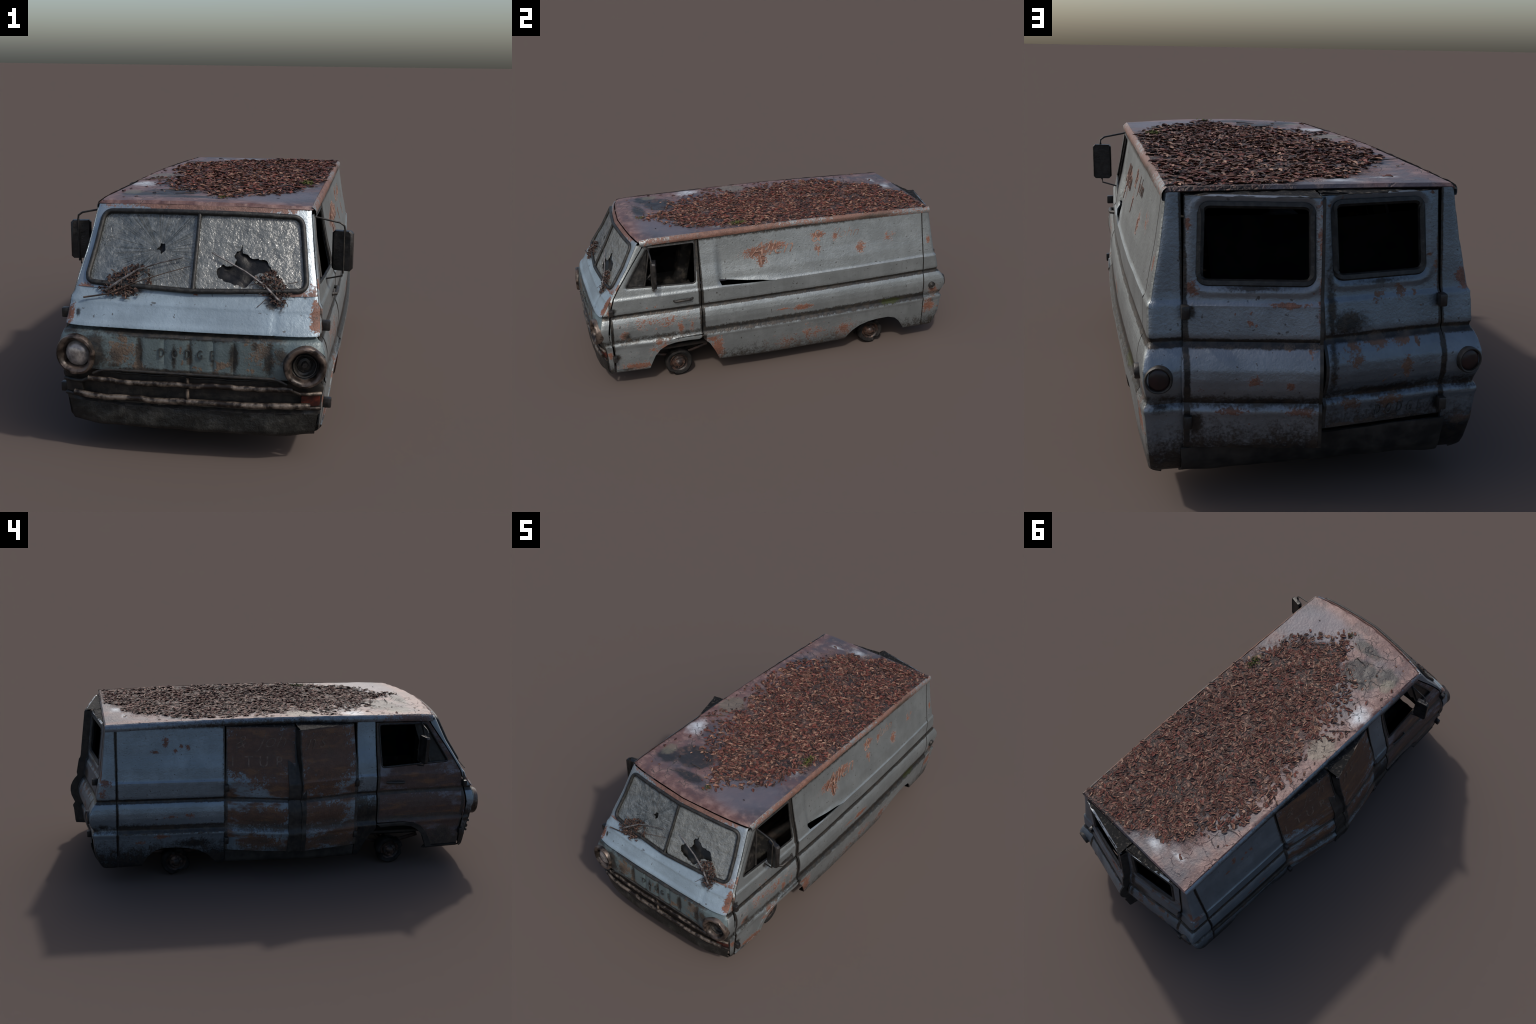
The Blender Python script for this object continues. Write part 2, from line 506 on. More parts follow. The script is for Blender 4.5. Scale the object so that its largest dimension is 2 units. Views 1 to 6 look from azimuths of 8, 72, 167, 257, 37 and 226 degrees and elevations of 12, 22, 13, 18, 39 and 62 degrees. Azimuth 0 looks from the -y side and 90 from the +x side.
# windscreen: crazed, frosted laminated glass
def glass():
    T = NT('frosted_crazed_glass')
    n1 = T.noise(7, 4, .5); n2 = T.noise(34, 4, .6); n3 = T.noise(80, 3, .6)
    crack = T.voronoi(30, 'DISTANCE_TO_EDGE', 'Distance')
    ck = T.mul(T.step(crack, .03, .0), T.step(n1, .50, .66))
    # radiating cracks around the hole in the near-side pane
    ang = T.math('ARCTAN2', T.add(T.z, -.640), T.add(T.x, .105))
    rad = T.noise(1, 2, .5, vec=None)
    cmb = T.n('ShaderNodeCombineXYZ'); T.link(T.mul(ang, 6.0), cmb.inputs[0])
    ray = T.noise(1.6, 4, .7, vec=cmb.outputs[0])
    rr = T.math('SQRT', T.add(T.math('POWER', T.add(T.z, -.640), 2.0), T.math('POWER', T.add(T.x, .105), 2.0)))
    rayk = T.mul(T.mul(T.step(T.math('ABSOLUTE', T.add(ray, -.5)), .014, .0), T.step(T.x, .02, -.02)), T.step(T.add(rr, T.mul(n2, .12)), .26, .10))
    col = T.mix(T.step(n2, .35, .68), (.052, .062, .068), (.115, .128, .132))
    col = T.mix(T.mul(T.step(n1, .4, .7), .4), col, (.155, .155, .142))
    col = T.mix(T.mul(ck, .30), col, (.03, .033, .034))
    col = T.mix(T.mul(rayk, .5), col, (.03, .033, .034))
    h = T.add(T.add(T.mul(n2, .9), T.mul(n3, .35)), T.add(T.mul(ck, -.06), T.mul(rayk, -.18)))
    col = T.mix(T.mul(T.step(T.x, .0, .05), .35), col, (.15, .148, .132))  # driver-side pane lighter: its sunlit brightness put into the colour
    return T.done(col, .25, 0.0, T.bump(h, .85, .012), .8)
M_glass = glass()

def roof_mat():
    T = NT('weathered_roof')
    n1 = T.noise(4.5, 6, .6); n2 = T.noise(22, 6, .62); n3 = T.noise(90, 4, .6)
    col = T.mix(T.step(n1, .36, .66), (.048, .043, .052), (.125, .065, .058))
    col = T.mix(T.mul(T.step(n2, .45, .72), .55), col, (.21, .15, .135))
    dn = T.add(T.mul(T.add(n1, -.5), 1.1), T.mul(T.add(n2, -.5), 1.2))
    # pink primer along the front edge and the near-side edge
    fe = T.mx(T.step(T.y, -.62, -.76), T.mx(T.step(T.x, -.20, -.34), T.mul(T.step(T.x, .355, .38), .5)))
    pk = T.step(T.add(fe, T.mul(dn, .6)), .35, .95)
    col = T.mix(T.mul(pk, .75), col, T.mix(T.step(n2, .35, .7), (.075, .036, .032), (.195, .115, .10)))
    # slate-blue bare film on the driver's front quarter
    sl = T.step(T.add(T.blob(T.x, T.y, .20, -.55, .24, .20), T.mul(dn, .35)), .05, .45)
    col = T.mix(T.mul(sl, .75), col, T.mix(n1, (.060, .062, .080), (.10, .095, .115)))
    # pale chalky paint remains
    wh = T.step(T.add(T.blobs(T.x, T.y, [(-.06, .780, .10, .06, .8), (-.19, .750, .08, .03, .7), (-.29, -.34, .075, .095, .8),
                                         (.30, -.30, .055, .09, .8), (.28, .20, .03, .05, .5)]), T.mul(dn, .9)), .15, .85)
    col = T.mix(T.mul(wh, .85), col, (.40, .43, .46))
    # sooty scab and olive crust
    so = T.step(T.add(T.blobs(T.x, T.y, [(-.135, -.525, .125, .105, 1.3), (-.24, -.60, .08, .07, .95), (-.05, -.655, .14, .045, .8)]), T.mul(dn, .7)), .12, .42)
    col = T.mix(T.mul(so, .92), col, T.mix(T.step(n2, .50, .72), (.012, .012, .013), (.075, .042, .032)))
    ol = T.step(T.add(T.blobs(T.x, T.y, [(-.27, -.09, .075, .12, 1), (-.27, -.56, .05, .08, .7)]), T.mul(dn, .5)), .18, .45)
    col = T.mix(T.mul(ol, .7), col, T.mix(n2, (.06, .055, .042), (.15, .135, .10)))
    dv = T.n('ShaderNodeMix'); dv.data_type = 'VECTOR'; dv.inputs[0].default_value = .06
    T.link(T.co, dv.inputs[4]); T.link(T.noise(12, 4, .65, color=True), dv.inputs[5])
    vein = T.step(T.voronoi(17, 'DISTANCE_TO_EDGE', 'Distance', vec=dv.outputs[1]), .045, .0)
    vm = T.mx(T.step(T.x, -.08, -.24), T.step(T.add(T.blob(T.x, T.y, -.12, -.52, .30, .26), T.mul(dn, .5)), .0, .4))
    vein = T.mul(T.mul(vein, vm), T.step(n2, .44, .58))
    col = T.mix(T.mul(vein, .85), col, (.018, .014, .013))
    # matted leaf mould under the litter: overlapping flakes, each its own brown
    lm = T.step(T.add(T.blobs(T.x, T.y, [(.12, .20, .40, .78, 1.5), (.22, .55, .32, .52, 1.3), (.10, -.36, .24, .24, 1.1), (-.10, .62, .14, .18, .6)]), T.mul(dn, .8)), .08, .45)
    wv = T.n('ShaderNodeMix'); wv.data_type = 'VECTOR'; wv.inputs[0].default_value = .012
    T.link(T.co, wv.inputs[4]); T.link(T.noise(40, 3, .6, color=True), wv.inputs[5])
    cell = T.voronoi(75, 'F1', 'Color', vec=wv.outputs[1]); edge = T.voronoi(75, 'DISTANCE_TO_EDGE', 'Distance', vec=wv.outputs[1])
    cs = T.n('ShaderNodeSeparateColor'); T.link(cell, cs.inputs[0])
    flake = T.ramp(cs.outputs[0], [(0, (.012, .008, .007)), (.3, (.036, .017, .013)), (.55, (.085, .030, .021)), (.78, (.060, .036, .024)), (1, (.17, .095, .068))])
    flake = T.mix(T.step(edge, .10, .0), flake, (.006, .005, .005))
    col = T.mix(T.mul(lm, .95), col, flake)
    h = T.add(T.mul(n2, .6), T.mul(n3, .4))
    h = T.add(h, T.mul(vein, -.8))
    h = T.add(h, T.mul(lm, T.add(T.mul(T.step(edge, .0, .25), .9), cs.outputs[1])))
    rg = T.add(T.add(.42, T.mul(n2, .2)), T.mul(lm, .20))
    return T.done(col, rg, .1, T.bump(h, .5, .008), .5)
M_roof = roof_mat()

def leaf_mat(name, tones):
    T = NT(name)
    g = T.n('ShaderNodeNewGeometry')
    r = g.outputs['Random Per Island']
    col = T.ramp(r, tones)
    n = T.noise(160, 3, .6)
    col = T.mix(T.mul(T.step(n, .4, .7), .5), col, (.02, .012, .010))
    return T.done(col, .62, 0, T.bump(n, .4, .003), .3)
M_leaf = leaf_mat('fallen_leaf', [(0, (.010, .007, .007)), (.20, (.034, .014, .011)), (.40, (.085, .028, .019)), (.56, (.135, .034, .024)),
                                  (.70, (.060, .031, .020)), (.84, (.16, .075, .050)), (1, (.25, .15, .105))])
M_mulch = leaf_mat('rotted_leaf', [(0, (.008, .006, .006)), (.4, (.024, .013, .010)), (.7, (.050, .024, .018)), (.9, (.10, .055, .040)), (1, (.15, .095, .07))])
M_twig = plain('dead_twig', (.016, .011, .009), (.06, .04, .03), 60, .8)
M_moss = plain('moss', (.016, .020, .004), (.09, .10, .02), 120, .9, 0, .8)

# ------------------------------------------------------------------ the van
van = bpy.data.objects.new('derelict_panel_van', None)
COL.objects.link(van)
van['label'] = 'rusted abandoned grey panel van with leaf-covered roof'
van['category'] = 'van'

# ---- body outlines on the side plane (y, z)
def follow(fn, z0, z1, off, n=26):
    zs = np.linspace(z0, z1, n)
    return [(float(fn(z)) + off, float(z)) for z in zs]

TOP = .750
FRONT_ARCH = [(-.735, .088), (-.722, .125), (-.700, .175), (-.672, .208), (-.635, .229), (-.590, .238), (-.520, .240),
              (-.470, .238), (-.440, .226), (-.415, .200), (-.388, .150), (-.358, .080)]
REAR_ARCH = [(.327, .072), (.350, .105), (.380, .136), (.420, .160), (.470, .175), (.530, .181), (.590, .180),
             (.630, .168), (.660, .140), (.680, .108), (.698, .074)]
DOOR_F = curve([(.10, -.903), (.44, -.901), (.50, -.884), (.55, -.853), (.745, -.712)])   # front edge of cab door
DOOR_R = curve([(.10, -.449), (.26, -.449), (.745, -.437)])
GAP = .0035

def bottom_line(y0, y1, n=10):
    return [(float(y), float(bottom_z(y))) for y in np.linspace(y0, y1, n)]

paint_corner = painted('paint_front_corner', rust=[(-.90, .40, .02, .10, .8), (-.84, .53, .04, .05, 1.1), (-.92, .21, .03, .04, .9)],
                       grime=[(-.93, .27, .05, .04, .9), (-.91, .13, .06, .05, .5)], seams=[(-.904, .003)], low_dark=1.0, low_top=.22)
paint_door_p = painted('paint_driver_door', top_dark=.85, rust=[(-.845, .305, .03, .03, .75), (-.63, .345, .025, .02, .6), (-.56, .31, .02, .05, .65),
                       (-.50, .31, .018, .05, .65), (-.80, .13, .10, .025, .9), (-.67, .25, .05, .02, .7), (-.62, .21, .14, .03, .7), (-.66, .36, .15, .03, .35)],
                       grime=[(-.89, .44, .03, .03, 1.0), (-.89, .192, .03, .035, 1.0), (-.83, .30, .04, .04, .95), (-.54, .455, .07, .018, .8), (-.68, .525, .02, .02, .8), (-.84, .115, .09, .02, .7)], speck=.035, low_dark=.45, low_top=.22, seams=[(-.448, .006), (-.904, .004)])
paint_side_p = painted('paint_driver_flank', top_dark=.85, rust=[(-.14, .645, .085, .035, 1.15), (-.05, .665, .09, .030, 1.1), (-.115, .595, .035, .035, 1.0),
                       (.20, .690, .06, .022, 1.1), (.19, .62, .025, .03, .9), (.295, .680, .02, .035, .8), (.43, .60, .035, .035, .85),
                       (.10, .325, .075, .020, 1.2), (-.02, .33, .05, .008, .7), (-.375, .16, .045, .085, 1.15), (-.40, .225, .05, .02, 1.0),
                       (.33, .15, .06, .06, .65), (.60, .63, .04, .03, .5), (.16, .16, .10, .06, .5), (-.02, .13, .10, .05, .45)],
                       grime=[(.25, .276, .50, .026, 1.1), (.62, .280, .18, .032, 1.15), (-.10, .08, .30, .03, 1.0), (.45, .10, .2, .05, .8), (.10, .745, .20, .012, .9), (-.436, .45, .012, .4, .55), (.02, .105, .35, .04, .6), (-.34, .12, .012, .09, .7), (.72, .11, .09, .04, .6)],
                       crease_dark=.35, low_dark=.62, low_top=.26, seams=[(-.442, .005), (.80, .0016)], moss=[(.60, .275, .09, .022, 1.0)])
paint_rear_p = painted('paint_driver_rear_corner', rust=[(.835, .585, .018, .022, 1.1), (.86, .30, .04, .045, .85), (.84, .20, .06, .06, .9)],
                       grime=[(.86, .235, .06, .03, .6), (.85, .10, .06, .04, .7)], low_dark=.7, low_top=.30, seams=[(.80, .0016)])
paint_side_n = painted('paint_near_quarter', top_dark=.85, base=PAINT_B, rust=[(.575, .675, .018, .03, .95), (.625, .635, .03, .014, 1.0), (.53, .64, .012, .012, .7), (.50, .66, .012, .012, .7),
                       (.47, .655, .02, .014, .7), (.55, .335, .05, .012, .95), (.47, .34, .03, .018, .9), (.60, .24, .05, .012, .8), (.70, .21, .05, .012, .8)],
                       grime=[(.70, .29, .28, .03, .8), (.45, .20, .20, .05, .95), (.62, .15, .15, .05, .8), (.72, .11, .1, .05, .9), (.31, .55, .02, .2, .4)],
                       crease_dark=.6, low_dark=.95, low_top=.33, seams=[(.297, .005), (.80, .0035)])
paint_rear_n = painted('paint_near_rear_corner', base=PAINT_B, rust=[(.845, .50, .03, .02, .9), (.86, .44, .02, .03, .6)],
                       grime=[(.87, .29, .06, .03, .9), (.83, .13, .06, .05, .9)], low_dark=.9, low_top=.33, seams=[(.80, .0035)])
paint_cargo = painted('rusted_cargo_door', top_dark=.85, base=(.14, .175, .20), rust_all=.50, rust=[(.13, .64, .24, .20, 1.6), (-.18, .62, .20, .22, 1.6), (-.19, .33, .14, .08, 1.3), (.12, .33, .18, .065, 1.3), (-.18, .45, .12, .05, 1.0), (.12, .20, .16, .05, .9), (-.2, .20, .12, .05, .8)],
                      grime=[(.0, .28, .34, .04, .9), (-.03, .45, .05, .40, .7), (.12, .60, .20, .14, .42), (-.2, .62, .2, .14, .35), (0, .17, .4, .05, .8), (.12, .30, .2, .06, .6), (-.19, .30, .16, .06, .6), (.12, .21, .2, .05, .6), (-.19, .21, .16, .05, .7)], rust_tone=(.095, .042, .022), low_dark=.8, low_top=.33, seams=[(.297, .004), (-.337, .004)], metal=.25)
paint_door_n = painted('burnt_near_door', top_dark=.85, base=(.11, .105, .12), rust_all=.54, rust=[(-.62, .33, .26, .12, 1.5), (-.68, .47, .24, .08, 1.4)],
                       grime=[(-.80, .18, .12, .08, 1.0), (-.54, .46, .07, .02, 1.1), (-.86, .60, .08, .12, .9), (-.65, .35, .25, .10, .4)], rust_tone=(.075, .040, .032), low_dark=.95, low_top=.32, seams=[(-.45, .005), (-.90, .004)], metal=.2)
paint_pillar_n = painted('paint_near_pillar', base=PAINT_B, grime=[(-.40, .33, .07, .08, .95), (-.36, .48, .03, .08, .5), (-.445, .55, .02, .25, .8), (-.40, .20, .09, .06, 1.2)],
                         low_dark=1.6, low_top=.62, seams=[(-.45, .006), (-.34, .003)])
paint_corner_n = painted('paint_near_front_corner', base=PAINT_B, rust=[(-.90, .45, .03, .05, .8)], grime=[(-.93, .27, .06, .08, 1.0), (-.92, .14, .06, .08, 1.1), (-.88, .52, .03, .06, .7)], seams=[(-.904, .004)], low_dark=1.2, low_top=.36)
paint_sill = plain('sooty_sill', (.007, .007, .007), (.030, .027, .024), 16, .6, .1, .6)

paint_frame = painted('paint_screen_frame', axes='xz', rust=[(.05, .772, .42, .020, 1.25), (.385, .50, .03, .06, 1.3), (-.33, .52, .05, .02, .8), (.30, .525, .12, .014, .9)],
                      grime=[(-.20, .525, .12, .03, .9), (.27, .515, .07, .03, 1.0)], base=(.27, .31, .34), groove=False, rust_tone=(.17, .088, .068))
paint_nose = painted('paint_nose', axes='xz', base=(.205, .262, .305), rust=[(.400, .47, .022, .06, 1.3), (-.372, .44, .02, .05, .7), (.025, .52, .014, .010, .7)],
                     grime=[(-.20, .522, .11, .025, 1.1), (.265, .505, .045, .035, 1.2), (-.345, .452, .014, .020, 1.1), (.29, .485, .02, .025, .6)], groove=False, metal=.25)
paint_grille = painted('paint_grille_panel', axes='xz', base=(.090, .120, .126), rust=[(-.20, .345, .055, .05, .75), (-.145, .30, .02, .04, .8), (.235, .36, .05, .06, .55), (-.19, .385, .03, .012, 1.0)],
                       grime=[(-.29, .34, .08, .09, 1.5), (-.22, .33, .05, .05, .7), (.30, .36, .05, .06, .8), (-.139, .345, .018, .08, 1.25), (-.030, .335, .014, .07, 1.05), (.019, .345, .016, .07, 1.1), (.156, .345, .024, .08, 1.35), (.09, .33, .012, .06, .8), (-.07, .395, .012, .02, .9), (.22, .385, .02, .03, .9), (.10, .395, .03, .02, .9),
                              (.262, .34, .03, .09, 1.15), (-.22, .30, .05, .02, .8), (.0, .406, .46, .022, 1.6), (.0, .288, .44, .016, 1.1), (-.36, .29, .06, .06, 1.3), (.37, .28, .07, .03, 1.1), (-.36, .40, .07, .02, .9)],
                       groove=False, rust_tone=(.13, .092, .064), speck=.06, metal=.2, low_dark=.75, low_top=.46)
paint_chin = plain('grimy_valance', (.009, .009, .008), (.036, .035, .031), 18, .45, .2, .9, stops=(.42, .72), dist=.01)
paint_rear_door_p = painted('paint_driver_rear_door', axes='xz', base=(.165, .182, .202), low_dark=1.0, low_top=.33, rust=[(.10, .498, .06, .008, 1.1), (.18, .330, .02, .012, .8), (.10, .315, .014, .016, .8), (.045, .405, .02, .012, .9),
                            (.10, .405, .02, .01, .8), (.23, .252, .04, .012, .8), (.08, .252, .04, .012, .8), (.32, .68, .015, .02, .9), (.315, .53, .02, .03, .9), (.02, .45, .012, .35, .6)],
                            grime=[(.15, .275, .24, .022, 1.1), (.16, .157, .24, .020, 1.2), (.315, .22, .035, .05, 1.1), (.17, .535, .15, .014, .8), (.315, .48, .02, .03, .9), (.0, .45, .016, .4, .9)], seams=[(.331, .004)], speck=.045)
paint_rear_door_n = painted('paint_near_rear_door', axes='xz', base=(.125, .150, .176), low_dark=1.1, low_top=.36, rust=[(-.13, .50, .02, .02, .8), (-.19, .51, .02, .02, .8), (-.06, .39, .03, .03, .8), (-.12, .40, .05, .02, .9),
                            (-.19, .40, .03, .02, .9), (-.20, .33, .02, .03, .9), (-.07, .36, .03, .02, .8), (-.16, .245, .04, .02, 1.0), (-.06, .25, .04, .02, .8), (-.10, .195, .2, .01, .9), (-.30, .55, .02, .06, .8)],
                            grime=[(-.05, .44, .09, .05, 1.1), (-.15, .275, .24, .028, 1.1), (-.16, .19, .24, .025, 1.2), (-.01, .45, .02, .4, .9), (-.14, .535, .14, .014, .8), (-.29, .22, .04, .05, 1.0), (-.29, .48, .02, .03, .8)], seams=[(-.299, .004)], speck=.04, rust_tone=(.12, .06, .035))
paint_post_p = painted('paint_driver_rear_post', axes='xz', base=(.17, .195, .22), grime=[(.39, .26, .07, .03, .8), (.38, .12, .1, .05, .6)], seams=[(.331, .004)], low_dark=.9, low_top=.30)
paint_post_n = painted('paint_near_rear_post', axes='xz', base=(.13, .155, .18), rust=[(-.36, .53, .03, .03, 1.0), (-.36, .17, .04, .02, .8)], grime=[(-.36, .27, .07, .03, .8), (-.35, .13, .1, .06, 1.0)], seams=[(-.299, .004)], low_dark=1.1, low_top=.30)
paint_drip = painted('rusty_drip_rail', rust=[(-.30, .755, .50, .06, 1.3), (.45, .755, .45, .06, .9)], grime=[(.05, .748, .35, .016, 1.0), (.5, .75, .4, .03, .75), (-.5, .752, .2, .02, .5)], groove=False, rust_tone=(.155, .076, .055), base=(.20, .21, .21), speck=.02)
paint_drip_n = painted('sooty_drip_rail', rust=[(-.60, .755, .20, .06, .8)], grime=[(.1, .75, .9, .05, .9)], groove=False, rust_tone=(.13, .08, .07), base=(.16, .19, .22))

for s, tag in ((1, 'p'), (-1, 'n')):
    near = s < 0
    out = (s, 0, 0)
    # front corner and windscreen pillar ------------------------------------
    ol = follow(front_y, .094, .752, TRIM, 60) + [(float(DOOR_F(z)) - GAP, float(z)) for z in np.linspace(.752, .096, 40)]
    sheet('corner_panel', ol, side_map(s), out, [paint_corner_n if near else paint_corner, M_in], van, su=.008, sv=.006)
    # cab door ----------------------------------------------------------------
    arch_top = [(-.752, .118), (-.742, .145), (-.718, .192), (-.688, .226), (-.645, .250), (-.590, .259), (-.52, .261)]
    ol = ([(float(DOOR_F(z)) + GAP, float(z)) for z in np.linspace(.118, TOP - .006, 40)]
          + [(float(DOOR_R(z)) - GAP, float(z)) for z in np.linspace(TOP - .006, .262, 30)] + arch_top[::-1])
    win = round_poly([(-.820, .548), (-.468, .532), (-.455, .735), (-.697, .735)], .016)
    def frame_recess(y, z, win=win):
        d = edge_dist(np.stack([y, z], 1), win)
        return .004 * np.exp(-(d / .006) ** 2)
    door = sheet('cab_door', ol, side_map(s, frame_recess), out, [paint_door_n if near else paint_door_p, M_in], van, holes=[win], su=.009, sv=.0055, t=.010)
    seal = [deform(side_map(s)(np.array([p[0]]), np.array([p[1]])))[0] - np.array([s * .004, 0, 0]) for p in densify(win, .012)]
    tube('window_seal', seal, .0045, M_rubber, door, seg=6, closed=True)
    # quarter-light post, quarter glass and its frame
    pa = side_map(s)(np.array([-.722]), np.array([.548]))[0]; pb = side_map(s)(np.array([-.681]), np.array([.735]))[0]
    inn = np.array([s * .010, 0, 0])
    tube('quarter_light_post', [pa - inn, (pa + pb) / 2 - inn, pb - inn], .0045, M_black, door, seg=6)
    q = [(-.818, .549), (-.726, .545), (-.688, .733), (-.699, .733)]
    if near:
        q = [(-.818, .549), (-.712, .545), (-.690, .62), (-.672, .64), (-.640, .733), (-.699, .733)]
    sheet('quarter_light', q, lambda y, z, s=s: side_map(s)(y, z) - np.array([s * .012, 0, 0]), out, [M_sootglass, M_in], door, su=.012, sv=.012, t=.003, amp=.002)
    # sill under the door front and wheel arch lip
    ol = ([(-.900, .114), (-.757, .114)] + [(y - .004, z - .003) for y, z in arch_top[1:]] + [(-.445, .2585)] +
          [p for p in FRONT_ARCH[::-1] if p[0] < -.444] + bottom_line(-.735, -.900, 8))
    ol = [(float(a), float(b)) for a, b in ol]
    sheet('wheel_arch_lip', ol, side_map(s, lambda y, z: -.0035 + 0 * y), out, [paint_sill if near else paint_door_p, M_in], van, su=.008, sv=.006, t=.016)
    # flank -------------------------------------------------------------------
    rear_corner = follow(rear_y, .071, TOP, -TRIM, 70)[::-1]
    if not near:
        slit = [(-.346, .531), (-.335, .503), (-.10, .4955), (-.045, .4930), (-.12, .5035), (-.20, .512)]
        def dent(y, z):
            return .014 * sstep(.10, -.33, y) * sstep(-.352, -.338, y) * sstep(.495, .530, z) * sstep(.76, .56, z)
        ol = ([(float(DOOR_R(z)) + .0015, float(z)) for z in np.linspace(TOP, .235, 30)] + FRONT_ARCH[8:]
              + bottom_line(-.35, .325, 14) + REAR_ARCH + bottom_line(.700, .799, 4) + [(.799, TOP)])
        sheet('body_panel', ol, side_map(s, dent), out, [paint_side_p, M_in], van, holes=[slit], su=.012, sv=.0055)
        ol = [(.8015, .071), (.8015, TOP)] + rear_corner
        sheet('corner_panel', ol, side_map(s), out, [paint_rear_p, M_in], van, su=.008, sv=.006)
    else:
        ol = [(.299, .150), (.299, TOP), (.7985, TOP)] + bottom_line(.799, .700, 4) + REAR_ARCH[::-1] + bottom_line(.325, .299, 2)
        sheet('body_panel', ol, side_map(s), out, [paint_side_n, M_in], van, su=.012, sv=.0055)
        ol = [(.8015, .071), (.8015, TOP)] + rear_corner
        sheet('corner_panel', ol, side_map(s), out, [paint_rear_n, M_in], van, su=.008, sv=.006)
        # centre pillar
        ol = ([(float(DOOR_R(z)) + GAP, float(z)) for z in np.linspace(TOP, .235, 20)] + FRONT_ARCH[8:] + [(-.3405, .0795), (-.3405, TOP)])
        sheet('door_pillar', ol, side_map(s), out, [paint_pillar_n, M_in], van, su=.010, sv=.006)
        # sill beneath the cargo doors
        ol = [(-.337, .152), (.2965, .152)] + bottom_line(.2965, -.337, 14)
        sheet('sill', ol, side_map(s, lambda y, z: .004 + 0 * y), out, [paint_sill, M_in], van, su=.012, sv=.008, amp=.004, nscale=14)
        # dark filler strip added behind the gap between the cargo doors
        sheet('gap_filler', [(-.075, .160), (.010, .160), (.010, TOP - .012), (-.075, TOP - .012)],
              side_map(s, lambda y, z: -.052 * sstep(.80, .42, z) - .012), out, [M_black, M_in], van, su=.012, sv=.008, t=.006, amp=.003, nscale=20)
        # pair of cargo doors hanging ajar
        for (ya, yb, hy, push, tw) in ((.294, -.030, .296, .062, TWIST_REAR), (-.334, -.038, -.338, .068, TWIST_FRONT)):
            hx = X0 - .392
            ang = math.atan2(push, abs(yb - hy)) * (-1 if yb < hy else 1)
            turn = hinge_turn(hx, hy, ang, tw)
            ol = [(ya, .158), (ya, TOP - .006), (yb, TOP - .010), (yb, .158)]
            cd = sheet('cargo_door', ol, side_map(s), out, [paint_cargo, M_in], van, su=.010, sv=.0055, t=.012, post=turn, amp=.0022)
            # return flange of the free edge
            zs = np.linspace(.160, TOP - .012, 70)
            e = deform(side_map(s)(np.full_like(zs, yb), zs))
            i2 = e + np.array([.034, 0, 0])
            rag = np.array([noise.noise(Vector((z * 40, yb * 9, 0))) for z in zs]) * .003
            e2 = e.copy(); e2[:, 0] -= .004; e2[:, 1] += rag
            e3 = i2.copy(); sg = 1 if yb < hy else -1
            e2[:, 1] -= sg * .003; e3[:, 1] -= sg * .003
            VV = turn(np.vstack([e2, e3, e2 + [0, sg * .006, 0], e3 + [0, sg * .006, 0]]))
            n = len(zs); FF = []
            for i in range(n - 1):
                for (p, r2) in ((0, 1), (1, 3), (3, 2), (2, 0)):
                    FF.append((p * n + i, p * n + i + 1, r2 * n + i + 1, r2 * n + i))
            mesh_object('door_edge_flange', VV, FF, M_black, cd)
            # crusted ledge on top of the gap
            e0 = [deform(side_map(s)(np.array([y]), np.array([TOP - .008])))[0] for y in np.linspace(ya, yb, 24)]
            e1 = turn(np.array(e0))
            VV = []; FF = []
            for i in range(24):
                for w in np.linspace(0, 1, 5):
                    p = e1[i] * (1 - w) + (np.array(e0[i]) + [.012, 0, .004]) * w
                    p = p + np.array([0, 0, .006 * w]) + np.array(noise.noise_vector(Vector(p * 40))) * .0025
                    VV.append(p)
            for i in range(23):
                for k in range(4):
                    FF.append((i * 5 + k, i * 5 + k + 1, (i + 1) * 5 + k + 1, (i + 1) * 5 + k))
            mesh_object('crusted_ledge', VV, FF, M_flake, cd)

    # drip rail above the doors -------------------------------------------------
    ys = np.linspace(-.728, .845, 120)
    rail = []
    VV = []; FF = []
    prof = [(-.004, -.014), (.004, -.013), (.0065, -.006), (.0055, .004), (.0015, .012), (-.006, .018)]
    for y in ys:
        w = .3515 + float(barrel(y)); zt = float(roof_edge_z(y)) - .017
        for dx, dz in prof:
            nz = noise.noise(Vector((y * 24, dz * 60, s * 3.0))) * .0018
            VV.append((X0 + s * (w + dx + nz), y, zt + dz + nz))
    k = len(prof)
    for i in range(len(ys) - 1):
        for j in range(k - 1):
            FF.append((i * k + j, i * k + j + 1, (i + 1) * k + j + 1, (i + 1) * k + j))
    mesh_object('drip_rail', VV, FF, paint_drip_n if near else paint_drip, van)

# ---- front end ---------------------------------------------------------------
def span(z, trim=TRIM): return float(side_w(z)) - trim
def full_width(z0, z1, n=24, trim=TRIM):
    zs = np.linspace(z0, z1, n)
    return [(X0 + span(z, trim), float(z)) for z in zs] + [(X0 - span(z, trim), float(z)) for z in zs[::-1]]

screen = [(X0 + .350, .540), (X0 + .321, .744), (X0, .744), (X0 - .321, .744), (X0 - .350, .540), (X0, .531)]
screen_r = round_poly(screen, .030, 8)
frame = sheet('windscreen_frame', full_width(.524, .764), front_map(zc=True), (0, -1, .4), [paint_frame, M_in], van, holes=[screen_r], su=.010, sv=.006)
seal = [tuple(front_map(-.004, True)(np.array([p[0]]), np.array([p[1]]))[0]) for p in densify(screen_r, .012)]
tube('windscreen_seal', seal, .0085, M_rubber, frame, seg=8, closed=True)
ctr = [tuple(front_map(-.004, True)(np.array([X0]), np.array([z]))[0]) for z in np.linspace(.530, .746, 14)]
tube('windscreen_divider', ctr, .0065, M_rubber, frame, seg=8)
hole_p = [(.157, .660), (.163, .637), (.180, .632), (.200, .626), (.228, .622), (.245, .606), (.256, .592), (.240, .583), (.225, .585), (.205, .581),
          (.198, .566), (.176, .543), (.150, .548), (.126, .556), (.100, .566), (.082, .578), (.086, .592), (.096, .605), (.115, .602), (.131, .605), (.146, .618), (.135, .632), (.147, .642)]
